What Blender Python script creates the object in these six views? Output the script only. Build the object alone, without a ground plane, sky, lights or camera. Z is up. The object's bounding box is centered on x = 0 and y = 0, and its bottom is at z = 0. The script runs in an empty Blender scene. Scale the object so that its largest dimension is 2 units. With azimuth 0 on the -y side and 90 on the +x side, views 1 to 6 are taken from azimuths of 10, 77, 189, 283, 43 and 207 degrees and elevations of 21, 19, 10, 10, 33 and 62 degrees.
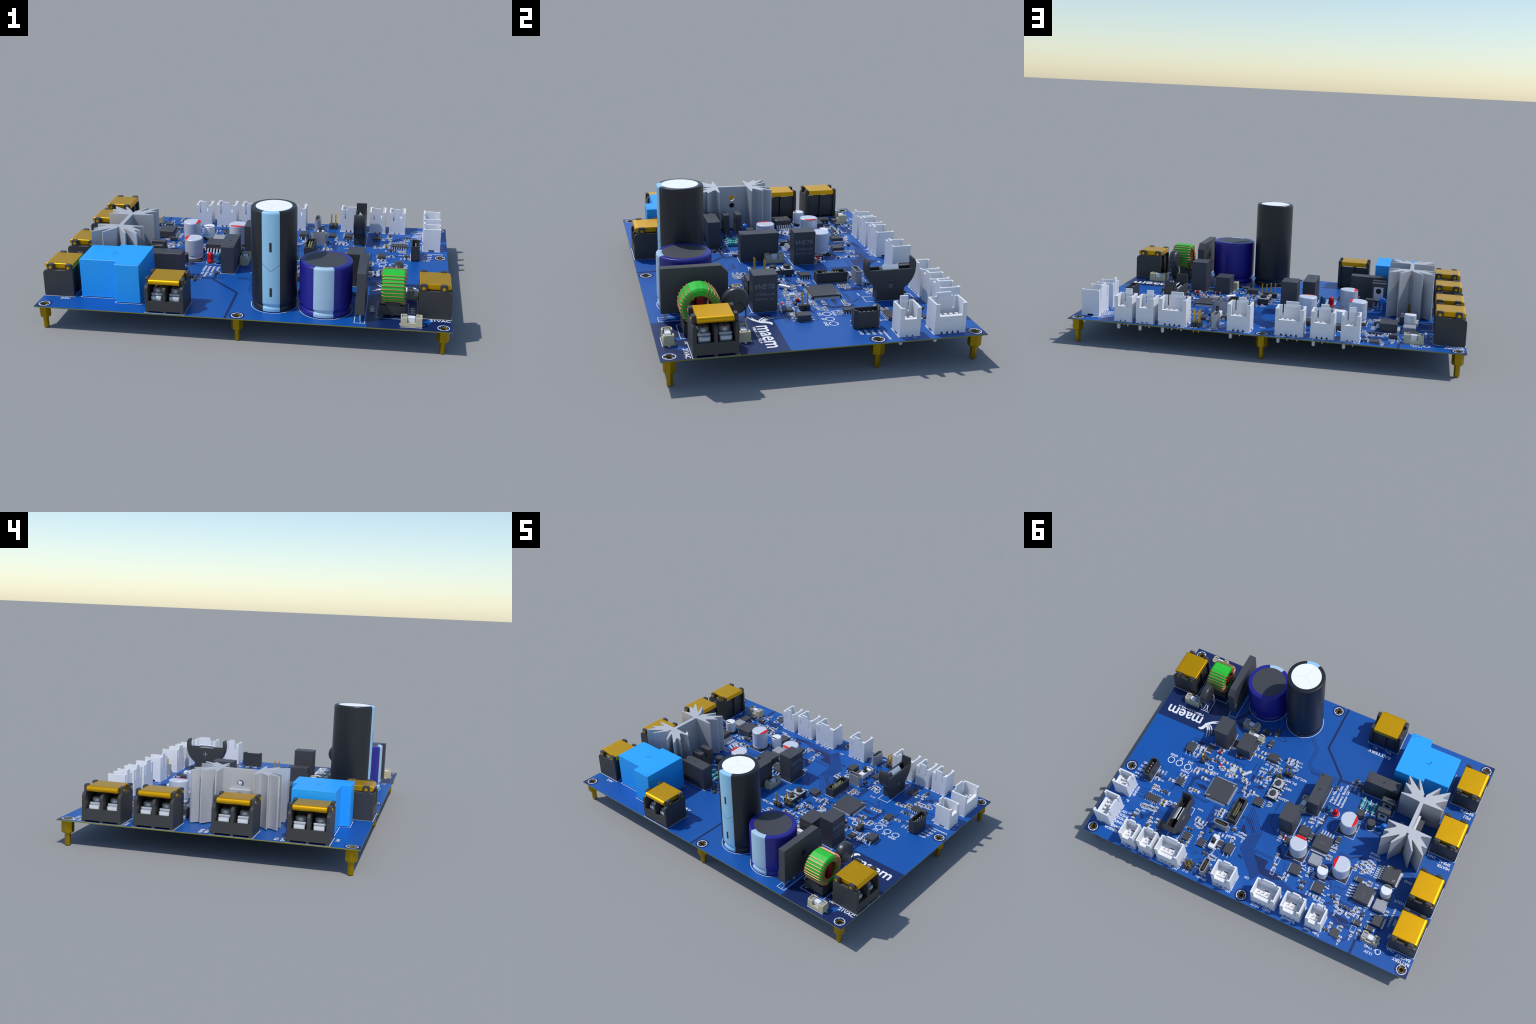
# Blue power / control circuit board on brass standoffs, populated with capacitors, relays,
# terminal blocks, connectors, a finned heatsink and surface mount parts.
# All part sizes and places are written in board millimetres (200 x 140 mm board) and scaled by S.
import bpy, bmesh, math, random
from mathutils import Vector, Matrix
random.seed(7)
S = 0.01            # metres per millimetre
TOP = 12.45         # height of the board's upper face above the ground
THICK = 0.5
PI = math.pi

# ------------------------------------------------------------------ materials
def lin(c):
    out = []
    for v in c:
        v /= 255.0
        out.append(v / 12.92 if v <= 0.04045 else ((v + 0.055) / 1.055) ** 2.4)
    return out

MATS = {}
def material(name, rgb, rough=0.5, metal=0.0, spec=0.5, vary=0.05, scale=60.0, coat=0.0, bump=0.0):
    m = bpy.data.materials.new(name)
    m.use_nodes = True
    nt = m.node_tree
    b = nt.nodes["Principled BSDF"]
    tc = nt.nodes.new("ShaderNodeTexCoord")
    nz = nt.nodes.new("ShaderNodeTexNoise")
    nz.inputs["Scale"].default_value = scale
    nz.inputs["Detail"].default_value = 4
    ramp = nt.nodes.new("ShaderNodeValToRGB")
    c = lin(rgb)
    ramp.color_ramp.elements[0].position = 0.3
    ramp.color_ramp.elements[1].position = 0.7
    ramp.color_ramp.elements[0].color = [v * (1 - vary) for v in c] + [1]
    ramp.color_ramp.elements[1].color = [min(1, v * (1 + vary)) for v in c] + [1]
    nt.links.new(tc.outputs["Object"], nz.inputs["Vector"])
    nt.links.new(nz.outputs["Fac"], ramp.inputs["Fac"])
    nt.links.new(ramp.outputs["Color"], b.inputs["Base Color"])
    b.inputs["Roughness"].default_value = rough
    b.inputs["Metallic"].default_value = metal
    b.inputs["Specular IOR Level"].default_value = spec
    if coat:
        b.inputs["Coat Weight"].default_value = coat
    if bump:
        bp = nt.nodes.new("ShaderNodeBump")
        bp.inputs["Strength"].default_value = bump
        bp.inputs["Distance"].default_value = 0.001
        nt.links.new(nz.outputs["Fac"], bp.inputs["Height"])
        nt.links.new(bp.outputs["Normal"], b.inputs["Normal"])
    MATS[name] = m
    return name

MASK = material("solder_mask_blue", (10, 85, 168), 0.42, 0, 0.5, 0.03, 8)
NAVY = material("solder_mask_navy", (12, 38, 92), 0.42, 0, 0.5, 0.03, 8)
TRACE = material("trace_gap_navy", (12, 38, 100), 0.45, 0, 0.5, 0.03, 8)
EDGE = material("fibreglass_edge", (128, 128, 58), 0.7, 0, 0.3, 0.08, 120)
SILK = material("silkscreen_white", (240, 243, 250), 0.6, 0, 0.3, 0.02)
VIADOT = material("via_dot_paint", (18, 30, 62), 0.6, 0, 0.3, 0.05)  # flat dark dots painted in place of drilled holes
BLACK = material("moulded_black_plastic", (57, 58, 59), 0.5, 0, 0.5, 0.05, 90)
EPOXY = material("epoxy_charcoal", (68, 69, 74), 0.5, 0, 0.5, 0.05, 90)
DARK = material("painted_recess_black", (34, 35, 38), 0.6, 0, 0.3, 0.05)  # shade put into the colour: dark fill for recesses, slots and holes
GRAPH = material("package_marking_grey", (96, 99, 108), 0.6, 0, 0.3, 0.03)
MARK = material("module_print_grey", (124, 128, 138), 0.6, 0, 0.3, 0.03)
LABEL = material("package_marking_pale", (170, 174, 180), 0.6, 0, 0.3, 0.03)
ORANGE = material("cover_amber", (232, 174, 6), 0.42, 0.75, 0.5, 0.03, 40)
BRASS = material("brass", (168, 138, 6), 0.4, 0.75, 0.5, 0.06, 60)
GOLD = material("gold_pin", (216, 170, 50), 0.4, 0.4, 0.5, 0.05, 80)
PALEGOLD = material("pale_gold_pin", (226, 224, 168), 0.4, 0.3, 0.5, 0.03, 80)
TIN = material("tinned_metal", (214, 217, 224), 0.4, 0.35, 0.5, 0.04, 80)
STEEL = material("screw_steel", (205, 210, 218), 0.35, 0.45, 0.5, 0.04, 80)
SHELL = material("connector_shell_grey", (176, 178, 182), 0.4, 0.4, 0.5, 0.03, 60)
WHITE = material("white_nylon", (236, 237, 240), 0.5, 0, 0.4, 0.02, 40)
ALU = material("heatsink_aluminium", (196, 197, 200), 0.5, 0.25, 0.5, 0.03, 60)
RELAY = material("relay_blue_plastic", (36, 168, 252), 0.45, 0, 0.4, 0.02, 30)
RELAYD = material("relay_blue_groove_paint", (14, 96, 172), 0.5, 0, 0.4, 0.02, 30)  # darker blue paints the shade of the engraved marks
CAPBLK = material("sleeve_black", (33, 36, 41), 0.35, 0, 0.5, 0.05, 40)
CAPBLUE = material("sleeve_indigo", (36, 34, 140), 0.35, 0, 0.5, 0.04, 40)
STRIPE = material("stripe_sky_blue", (158, 208, 236), 0.4, 0, 0.4, 0.02, 30)
STRIPE2 = material("stripe_ice_blue", (176, 206, 228), 0.4, 0, 0.4, 0.02, 30)
CAPTOP = material("capacitor_top_white", (250, 252, 255), 0.5, 0, 0.3, 0.01, 30)
CAPGREY = material("capacitor_top_charcoal", (66, 68, 74), 0.5, 0, 0.4, 0.04, 40)
SCORE = material("vent_score_line", (205, 207, 232), 0.5, 0, 0.3, 0.02)
CAN = material("electrolytic_can", (214, 219, 230), 0.35, 0.15, 0.5, 0.02, 40)
CANW = material("electrolytic_can_white", (242, 245, 250), 0.35, 0.05, 0.5, 0.02, 40)
RED = material("polarity_red", (226, 14, 16), 0.45, 0, 0.4, 0.03)
CORE = material("toroid_green", (40, 196, 50), 0.45, 0, 0.5, 0.04, 50)
SEPAR = material("separator_red", (140, 26, 30), 0.5, 0, 0.4, 0.05, 60)
COPPER = material("copper_wire", (226, 150, 116), 0.35, 0.55, 0.5, 0.05, 90)
CREAM = material("fuse_cream", (206, 197, 164), 0.55, 0, 0.4, 0.04, 60)
CERAM = material("fuse_white", (236, 240, 246), 0.45, 0, 0.4, 0.02)
CHIPB = material("ceramic_brown", (138, 102, 14), 0.5, 0, 0.4, 0.1, 150)
CHIPT = material("ceramic_tan", (176, 120, 44), 0.5, 0, 0.4, 0.08, 150)
CHIPK = material("resistor_film", (44, 46, 52), 0.5, 0, 0.4, 0.06, 150)
GREYB = material("ferrite_grey", (160, 163, 170), 0.5, 0.1, 0.5, 0.03, 60)
LEDR = material("led_red", (228, 16, 22), 0.25, 0, 0.5, 0.03)
LEDB = material("led_teal", (26, 96, 142), 0.25, 0, 0.5, 0.03)
CYAN = material("resistor_cyan", (104, 222, 230), 0.4, 0, 0.5, 0.04)
BANDR = material("band_red", (206, 34, 30), 0.5)
BANDN = material("band_brown", (120, 56, 24), 0.5)
BANDG = material("band_green", (16, 122, 50), 0.5)
BANDK = material("band_black", (24, 28, 32), 0.5)
DISCB = material("disc_blue", (26, 120, 222), 0.4)
GLASSR = material("diode_red_glass", (190, 30, 24), 0.25, 0, 0.5, 0.05)
QUARTZ = material("crystal_can", (222, 226, 232), 0.3, 0.3)
DISCK = material("varistor_charcoal", (60, 62, 66), 0.35, 0, 0.5, 0.04)

# ------------------------------------------------------------------ geometry builder
def weighted(me):
    """Area-weighted corner normals, so that flat faces beside small rounds stay flat in shading."""
    o = bpy.data.objects.new("helper", me)
    bpy.context.scene.collection.objects.link(o)
    md = o.modifiers.new("normals", 'WEIGHTED_NORMAL')
    md.keep_sharp = True; md.weight = 50
    dg = bpy.context.evaluated_depsgraph_get()
    out = bpy.data.meshes.new_from_object(o.evaluated_get(dg))
    out.name = me.name
    bpy.data.objects.remove(o)
    return out

class Part:
    """Collects faces (in mm) with a material per face, then becomes one mesh."""
    def __init__(self):
        self.v, self.f, self.m, self.mats = [], [], [], []
        self.tf = None
    def mi(self, m):
        if m not in self.mats:
            self.mats.append(m)
        return self.mats.index(m)
    def add(self, verts, faces, m):
        o = len(self.v)
        if self.tf is not None:
            verts = [self.tf @ Vector(p) for p in verts]
        self.v.extend([tuple(p) for p in verts])
        k = self.mi(m)
        for f in faces:
            self.f.append([i + o for i in f])
            self.m.append(k)
    def bm(self, bm, m):
        bm.verts.index_update()
        self.add([v.co.copy() for v in bm.verts], [[v.index for v in f.verts] for f in bm.faces], m)
        bm.free()
    def box(self, x0, x1, y0, y1, z0, z1, m, bev=0.0, seg=1):
        if bev <= 0:
            vs = [(x, y, z) for z in (z0, z1) for y in (y0, y1) for x in (x0, x1)]
            self.add(vs, [(0, 2, 3, 1), (4, 5, 7, 6), (0, 1, 5, 4), (2, 6, 7, 3), (0, 4, 6, 2), (1, 3, 7, 5)], m)
            return
        b = bmesh.new()
        bmesh.ops.create_cube(b, size=1)
        for v in b.verts:
            v.co = Vector(((x0 + x1) / 2 + v.co.x * (x1 - x0), (y0 + y1) / 2 + v.co.y * (y1 - y0), (z0 + z1) / 2 + v.co.z * (z1 - z0)))
        bmesh.ops.bevel(b, geom=list(b.edges), offset=bev, segments=seg, affect='EDGES', profile=0.5)
        self.bm(b, m)
    def prism(self, poly, a, b_, m, axis='z', bev=0.0, seg=1):
        """Extrude a polygon. axis z: poly is (x,y); axis x: poly is (y,z); axis y: poly is (x,z)."""
        def p3(p, t):
            return {'z': (p[0], p[1], t), 'x': (t, p[0], p[1]), 'y': (p[0], t, p[1])}[axis]
        b = bmesh.new()
        lo = [b.verts.new(p3(p, a)) for p in poly]
        hi = [b.verts.new(p3(p, b_)) for p in poly]
        n = len(poly)
        b.faces.new(lo[::-1]); b.faces.new(hi)
        for i in range(n):
            b.faces.new((lo[i], lo[(i + 1) % n], hi[(i + 1) % n], hi[i]))
        bmesh.ops.recalc_face_normals(b, faces=b.faces)
        if bev > 0:
            ed = [e for e in b.edges if e.calc_face_angle(0) > 0.5]
            bmesh.ops.bevel(b, geom=ed, offset=bev, segments=seg, affect='EDGES', profile=0.5)
        self.bm(b, m)
    def revolve(self, prof, m, c=(0, 0, 0), n=32, axis='z', pick=None, phase=0.0):
        """Turn a profile of (radius, height). pick(angle, segment) may choose the material."""
        rings, vs = [], []
        for r, h in prof:
            if r < 1e-6:
                rings.append([len(vs)]); vs.append((0, 0, h))
            else:
                rings.append(list(range(len(vs), len(vs) + n)))
                for i in range(n):
                    t = phase + 2 * PI * i / n
                    vs.append((r * math.cos(t), r * math.sin(t), h))
        def p3(p):
            x, y, z = p
            q = {'z': (x, y, z), 'x': (z, x, y), 'y': (x, z, y)}[axis]
            return (q[0] + c[0], q[1] + c[1], q[2] + c[2])
        vs = [p3(p) for p in vs]
        groups = {}
        for s in range(len(rings) - 1):
            A, B = rings[s], rings[s + 1]
            for i in range(n):
                j = (i + 1) % n
                mm = pick(phase + 2 * PI * (i + 0.5) / n, s) if pick else m
                if len(A) == 1 and len(B) == 1: continue
                if len(A) == 1: f = (A[0], B[j], B[i])[::-1] if axis != 'y' else (A[0], B[i], B[j])[::-1]
                elif len(B) == 1: f = (A[i], A[j], B[0])
                else: f = (A[i], A[j], B[j], B[i])
                if axis == 'y': f = f[::-1]
                groups.setdefault(mm, []).append(f)
        o = len(self.v)
        if self.tf is not None:
            vs = [tuple(self.tf @ Vector(p)) for p in vs]
        self.v.extend(vs)
        for mm, fs in groups.items():
            k = self.mi(mm)
            for f in fs:
                self.f.append([i + o for i in f]); self.m.append(k)
    def cyl(self, c, r, z0, z1, m, n=20, axis='z', bev=0.0):
        if bev:
            pr = [(0, z0), (r, z0), (r, z1 - bev), (r - bev * 0.3, z1 - bev * 0.3), (r - bev, z1), (0, z1)]
        else:
            pr = [(0, z0), (r, z0), (r, z1), (0, z1)]
        cc = {'z': (c[0], c[1], 0), 'x': (0, c[0], c[1]), 'y': (c[0], 0, c[1])}[axis]
        self.revolve(pr, m, cc, n, axis)
    def tube(self, path, r, m, n=8, closed=False):
        P = [Vector(p) for p in path]
        N = len(P); vs = []; fs = []
        ref = None
        for i, p in enumerate(P):
            if closed:
                t = (P[(i + 1) % N] - P[i - 1]).normalized()
            else:
                t = (P[min(i + 1, N - 1)] - P[max(i - 1, 0)]).normalized()
            if ref is None:
                ref = t.orthogonal().normalized()
            a = (ref - t * ref.dot(t)).normalized()
            ref = a
            b = t.cross(a)
            for k in range(n):
                g = 2 * PI * k / n
                vs.append(p + a * (r * math.cos(g)) + b * (r * math.sin(g)))
        for i in range(N if closed else N - 1):
            j = (i + 1) % N
            for k in range(n):
                l = (k + 1) % n
                fs.append((i * n + k, i * n + l, j * n + l, j * n + k))
        if not closed:
            fs.append(tuple(range(n))[::-1]); fs.append(tuple((N - 1) * n + k for k in range(n)))
        self.add(vs, fs, m)
    def mesh(self, name, angle=35, fix=True):
        me = bpy.data.meshes.new(name)
        me.from_pydata([(x * S, y * S, z * S) for x, y, z in self.v], [], self.f)
        for m in self.mats:
            me.materials.append(MATS[m])
        me.polygons.foreach_set("material_index", self.m)
        if fix:
            b = bmesh.new(); b.from_mesh(me)
            bmesh.ops.recalc_face_normals(b, faces=b.faces)
            b.to_mesh(me); b.free()
        if angle:
            me.polygons.foreach_set("use_smooth", [True] * len(me.polygons))
            me.set_sharp_from_angle(angle=math.radians(angle))
            me = weighted(me)
        me.update()
        return me

COL = bpy.context.scene.collection
ROOT = bpy.data.objects.new("circuit_board_assembly", None)
COL.objects.link(ROOT)
ROOT["label"] = "blue control circuit board with capacitors, relays, connectors and heatsink"
ROOT["category"] = "circuit board"

def put(name, me, x=0, y=0, rot=0, z=TOP, parent=None, stuff=False):
    o = bpy.data.objects.new(name, me)
    COL.objects.link(o)
    o.parent = parent or ROOT
    if parent is None:
        o.location = (x * S, y * S, z * S)
        o.rotation_euler = (0, 0, math.radians(rot))
    if stuff:
        o["kind"] = "stuff"
    return o

def place(template, x, y, rot=0, z=TOP):
    """template: [(name, mesh), ...]; the first is the part, the others are its sub-parts."""
    p = put(template[0][0], template[0][1], x, y, rot, z)
    for nm, me in template[1:]:
        put(nm, me, parent=p)
    return p

def cut(obj, part):
    """Boolean difference of obj with the closed solids in part (same local frame)."""
    c = bpy.data.objects.new("cutter", part.mesh("cutter", 0))
    COL.objects.link(c)
    c.location = obj.location
    md = obj.modifiers.new("cut", 'BOOLEAN')
    md.operation = 'DIFFERENCE'; md.object = c; md.solver = 'EXACT'
    bpy.context.view_layer.update()
    dg = bpy.context.evaluated_depsgraph_get()
    me = bpy.data.meshes.new_from_object(obj.evaluated_get(dg))
    obj.modifiers.clear()
    obj.data = me
    bpy.data.objects.remove(c)
    me.polygons.foreach_set("use_smooth", [True] * len(me.polygons))
    me.set_sharp_from_angle(angle=math.radians(30))

# ------------------------------------------------------------------ lettering (built-in font, one glyph at a time)
GLYPH = {}
def load_glyphs(chars, bold):
    objs = []
    for ch in chars:
        for s in (ch, "H" + ch + "H"):
            cu = bpy.data.curves.new("glyph", 'FONT')
            cu.body = s; cu.size = 1.0; cu.resolution_u = 3; cu.offset = bold; cu.fill_mode = 'FRONT'
            o = bpy.data.objects.new("glyph", cu); COL.objects.link(o); objs.append((ch, s, o))
    cu = bpy.data.curves.new("glyph", 'FONT'); cu.body = "HH"; cu.size = 1.0; cu.offset = bold; cu.fill_mode = 'FRONT'
    base = bpy.data.objects.new("glyph", cu); COL.objects.link(base)
    bpy.context.view_layer.update()
    dg = bpy.context.evaluated_depsgraph_get()
    def data(o):
        me = o.evaluated_get(dg).to_mesh()
        r = ([(v.co.x, v.co.y) for v in me.vertices], [tuple(p.vertices) for p in me.polygons])
        o.evaluated_get(dg).to_mesh_clear()
        return r
    hh = max(p[0] for p in data(base)[0])
    adv = {}
    for ch, s, o in objs:
        d = data(o)
        if len(s) == 1:
            GLYPH[(ch, bold)] = d
        else:
            adv[ch] = max(p[0] for p in d[0]) - hh
    for ch in chars:
        GLYPH[(ch, bold)] = GLYPH[(ch, bold)] + (adv[ch],)
    for _, _, o in objs + [(0, 0, base)]:
        cu = o.data; bpy.data.objects.remove(o); bpy.data.curves.remove(cu)
CHARS = "ABCDEFGHIJKLMNOPQRSTUVWXYZ0123456789abcdefghijklmnopqrstuvwxyz/_.-+"
CHARS = "".join(sorted(set(CHARS)))
BOLD, FINE = 0.02, 0.01
load_glyphs(CHARS, BOLD); load_glyphs(CHARS, FINE); load_glyphs("mae", 0.016)

def text_points(s, size, bold=BOLD, fit=None):
    """Lettering flat in (x, y), centred; fit stretches it to a width."""
    vs, fs, x = [], [], 0.0
    for ch in s:
        if ch == " ":
            x += 0.32; continue
        gv, gf, a = GLYPH[(ch, bold)]
        o = len(vs)
        vs += [(p[0] + x, p[1]) for p in gv]
        fs += [tuple(i + o for i in f) for f in gf]
        x += a
    xs = [p[0] for p in vs]; cx = (min(xs) + max(xs)) / 2; w = max(xs) - min(xs)
    k = size / 0.70                       # size is the cap height in mm
    kx = (fit / w) if fit else k
    return [((p[0] - cx) * kx, (p[1] - 0.35) * k) for p in vs], fs

LAYER = [0]
def lift():
    LAYER[0] += 1
    return 0.03 + LAYER[0] * 0.00012
def write(part, s, x, y, size, rot=0, m=SILK, bold=BOLD, fit=None):
    vs, fs = text_points(s, size, bold, fit)
    c, sn = math.cos(math.radians(rot)), math.sin(math.radians(rot))
    z = lift()
    part.add([(x + a * c - b * sn, y + a * sn + b * c, z) for a, b in vs], fs, m)
def stroke(part, pts, w, m=SILK, closed=False):
    """A flat mitred line of width w laid on the board."""
    P = [Vector((p[0], p[1])) for p in pts]
    n = len(P); L = []; Rr = []
    for i in range(n):
        a = P[i - 1] if (i > 0 or closed) else None
        b = P[(i + 1) % n] if (i < n - 1 or closed) else None
        d1 = (P[i] - a).normalized() if a is not None else None
        d2 = (b - P[i]).normalized() if b is not None else None
        d1 = d1 or d2; d2 = d2 or d1
        nrm = Vector((-(d1 + d2).y, (d1 + d2).x))
        nrm = nrm.normalized() if nrm.length > 1e-6 else Vector((-d1.y, d1.x))
        k = max(0.5, nrm.dot(Vector((-d1.y, d1.x))))
        L.append(P[i] + nrm * (w / 2 / k)); Rr.append(P[i] - nrm * (w / 2 / k))
    z = lift()
    vs = [(p.x, p.y, z) for p in L + Rr]
    fs = [(i, n + i, n + (i + 1) % n, (i + 1) % n) for i in range(n if closed else n - 1)]
    part.add(vs, fs, m)
def arc(cx, cy, r, a0, a1, n=24):
    return [(cx + r * math.cos(math.radians(a0 + (a1 - a0) * i / n)), cy + r * math.sin(math.radians(a0 + (a1 - a0) * i / n))) for i in range(n + 1)]
def ring(part, cx, cy, r, w, m=SILK):
    stroke(part, arc(cx, cy, r, 0, 360, 40)[:-1], w, m, True)
def disc(part, cx, cy, r, m, n=32):
    z = lift()
    part.add([(cx + r * math.cos(2 * PI * i / n), cy + r * math.sin(2 * PI * i / n), z) for i in range(n)], [tuple(range(n))], m)
def patch(part, pts, m):
    b = bmesh.new(); z = lift()
    f = b.faces.new([b.verts.new((p[0], p[1], z)) for p in pts])
    if f.normal.z < 0: f.normal_flip()
    f.normal_update()
    if f.normal.z < 0: f.normal_flip()
    bmesh.ops.triangulate(b, faces=[f])
    part.bm(b, m)
def outline(part, x0, x1, y0, y1, w=0.25, m=SILK):
    stroke(part, [(x0, y0), (x1, y0), (x1, y1), (x0, y1)], w, m, True)

# ------------------------------------------------------------------ board and standoffs
STANDOFFS = [(96, 66), (96, -66), (-96, 66), (-96, -66), (0, 66), (0, -66), (96, 22)]
bp = Part()
bp.box(-100, 100, -70, 70, -THICK, 0, MASK)
me = bp.mesh("board", 0)
me.materials.append(MATS[EDGE])
for p in me.polygons:
    if abs(p.normal.z) < 0.5: p.material_index = 1
board = put("board", me)
cp = Part()
for x, y in STANDOFFS:
    cp.cyl((x, y), 1.6, -2, 2, EDGE, 24)
cut(board, cp)

st = Part()
b0, b1 = -THICK - 6.0, -THICK
def hex_radius(a, r):
    """distance from the axis to the side of a hexagon (circumradius r) at angle a"""
    t = (a % (PI / 3)) - PI / 6
    return r * math.cos(PI / 6) / math.cos(t)
def hex_tube(part, levels, n=48):
    """levels: (z, circumradius or None, limit radius); a hexagon trimmed by a cone, closed into a loft"""
    rows = []
    for z, r, lim in levels:
        rows.append([(min(hex_radius(2 * PI * k / n, r), lim) * math.cos(2 * PI * k / n), min(hex_radius(2 * PI * k / n, r), lim) * math.sin(2 * PI * k / n), z) for k in range(n)])
    vs = [p for row in rows for p in row]
    fs = [(i * n + k, i * n + (k + 1) % n, (i + 1) * n + (k + 1) % n, (i + 1) * n + k) for i in range(len(rows) - 1) for k in range(n)]
    part.add(vs, fs, BRASS)
H = 2.95
hex_tube(st, [(b1 - 4.6, 1.3, 1.25), (b1, 1.3, 1.25), (b1, H, 2.6), (b1 - 0.3, H, 3.2), (b0 + 0.45, H, 3.2), (b0, H, 2.45), (b0, 1.5, 1.45), (-TOP + 0.3, 1.5, 1.45), (-TOP, 1.5, 1.2)])
st.cyl((0, 0), 1.3, b1 - 4.7, b1 - 4.55, BRASS, 20)
st.cyl((0, 0), 1.2, -TOP, -TOP + 0.05, BRASS, 20)
sm = st.mesh("standoff", 28)
for x, y in STANDOFFS:
    put("standoff", sm, x, y)

# ------------------------------------------------------------------ copper pattern seen through the mask
cop = Part()
patch(cop, [(61, -69.95), (99.95, -69.95), (99.95, -66.01)] + arc(96, -66, 1.62, 0, -360, 32) + [(99.95, -65.99), (99.95, -16.6), (60.5, -16.6), (60.5, -33), (53.5, -32.3), (60.5, -36.5)], NAVY)
patch(cop, [(86.3, -65.4), (88.6, -63.6), (91.0, -60.2), (92.0, -57.4), (89.6, -57.4), (86.3, -61.6)], MASK)
patch(cop, [(78.0, -61.9), (81.0, -61.9), (81.0, -57.6), (78.0, -57.6)], MASK)
patch(cop, [(60.5, -35.5), (60.5, -33.2), (48.0, -29.0), (47.0, -31.5)], NAVY)
patch(cop, [(47.5, -22.5), (47.5, -13.2), (57.5, -13.2), (57.5, -22.5)], NAVY)
for x, y in STANDOFFS:
    ring(cop, x, y, 2.7, 2.1, NAVY)
patch(cop, [(-99.95, 66), (-99.95, 69.95), (-96, 69.95)], NAVY)
patch(cop, [(99.95, 66), (99.95, 69.95), (96, 69.95)], NAVY)
patch(cop, [(-99.95, -66), (-99.95, -69.95), (-96, -69.95)], NAVY)
def route(*lines):
    for pts in lines:
        stroke(cop, pts, 0.34, TRACE)
route([(26.2, -32.4), (21.2, -31.9), (20.1, -32.4), (20.2, -34.1), (21.6, -34.6), (23.4, -34.2)],
      [(7.5, -41.9), (1.4, -36), (1.3, -24.5), (-3.1, -20), (-8.1, -20)],
      [(6.5, -42.9), (0.2, -36.6), (0.1, -25.1), (-3.8, -21.2), (-7.8, -21.3)],
      [(31.7, -26.3), (28.4, -23.9), (25.1, -24.1)],
      [(31.1, -20.7), (29.9, -22.5), (25.2, -22.6)],
      [(27.1, -13.5), (26.8, -10.8), (26.4, -2.9), (27.1, 0.8)],
      [(28.7, -11.5), (28.9, -7.8), (29, -5.9)],
      [(42.4, -9.5), (41.7, -7.4), (39.7, -6.4), (36.5, -7.5), (35.4, -7.1), (35.6, -4.6)],
      [(5.3, -19.2), (5.6, -15.3), (5.3, -7), (5, 10.7)],
      [(31.8, 7.4), (27.4, 5.1), (25.1, 3.1), (22.9, 2.5), (16.6, 4.1)],
      [(51.6, -29.3), (48.9, -31.9)],
      [(49.6, -28), (47.9, -29.9)],
      [(30.8, -43.6), (29.1, -41.9), (28.2, -38.8)],
      [(28.9, -46.5), (25.7, -46.6)],
      [(26.6, -38.6), (24.5, -43.1)],
      [(6.3, -0.1), (5.1, 19.3), (-6, 29.4), (-11.1, 35.7)],
      [(5, 38.2), (3.7, 38.5), (-6.5, 38.7)],
      [(5.3, 39.3), (3.2, 39.5), (-6.6, 39.6)],
      [(24.9, 31.6), (23.5, 31.8), (22.2, 29.4), (19.6, 29)],
      [(22.2, 23.1), (22.1, 25.7), (19.3, 27.1), (18.9, 31.8)],
      [(-4.3, 41.5), (-4, 45), (-5.5, 46.5), (-7.8, 46.2)],
      [(-11.4, 45.3), (-13.2, 44.9), (-15.5, 47.1)],
      [(-12.7, 38.3), (-14.4, 39.2), (-14.9, 43.6)],
      [(31.8, 10.8), (26.7, 9.3), (24.9, 8)])
route([(31.2, 8.7), (29, 5.7), (23.8, 4.2), (22.6, 1.7), (18.3, 1.1)],
      [(-31.6, 40.7), (-31.9, 47.7), (-33.2, 47.9), (-33.9, 42.6)],
      [(-44.1, 39.3), (-44.8, 38.3), (-50.5, 38.1), (-50.8, 35.2), (-52.6, 34.8)],
      [(-44.9, 41.9), (-54.9, 41.9)],
      [(-33.4, 28.9), (-34.6, 27), (-36.2, 25.4)],
      [(-38.5, 20), (-45.8, 19.5), (-48, 17.5)],
      [(-39.8, 36.8), (-42.5, 38.4), (-43, 41.1)],
      [(-29.2, 51.1), (-34.2, 50.8), (-37.2, 49.7)],
      [(-24.6, 43.8), (-25.1, 45.6), (-24.6, 47.1)],
      [(-43.8, 51.4), (-48.6, 45), (-52.5, 45.1)],
      [(-42.4, 51.6), (-48.6, 45.7), (-57.2, 45.2), (-62.4, 44.7)],
      [(-43.3, 51.9), (-49.2, 46.2), (-57.2, 46), (-62, 45.7)],
      [(-44.2, 52.3), (-49.5, 46.9), (-53.4, 47)],
      [(-52, 26.5), (-63.5, 26), (-63.9, 24.2)],
      [(-45.9, 19.7), (-49.8, 16.1), (-54.5, 16)],
      [(-75.8, 15), (-80.5, 14), (-82.3, 14.8), (-83.2, 16.9)],
      [(-74.6, 26.9), (-76.8, 28.3), (-79.5, 31.1)],
      [(-75.1, 52.2), (-79, 50.7), (-78.9, 44.4), (-77.7, 44.2)],
      [(-74.5, 33.9), (-76.1, 34.8), (-75.7, 36.7)],
      [(-51.7, 27.5), (-52.3, 30.6)],
      [(-39.6, 37.2), (-41.8, 37.8), (-43.1, 39.7)],
      [(-79.4, 55.5), (-81.1, 57), (-83, 56.9), (-83.9, 55.6)],
      [(-81.8, 58.6), (-84.1, 58.7)],
      [(-55.3, 66.7), (-59.6, 67), (-63.2, 63.3), (-63.3, 60.1)])
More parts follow.
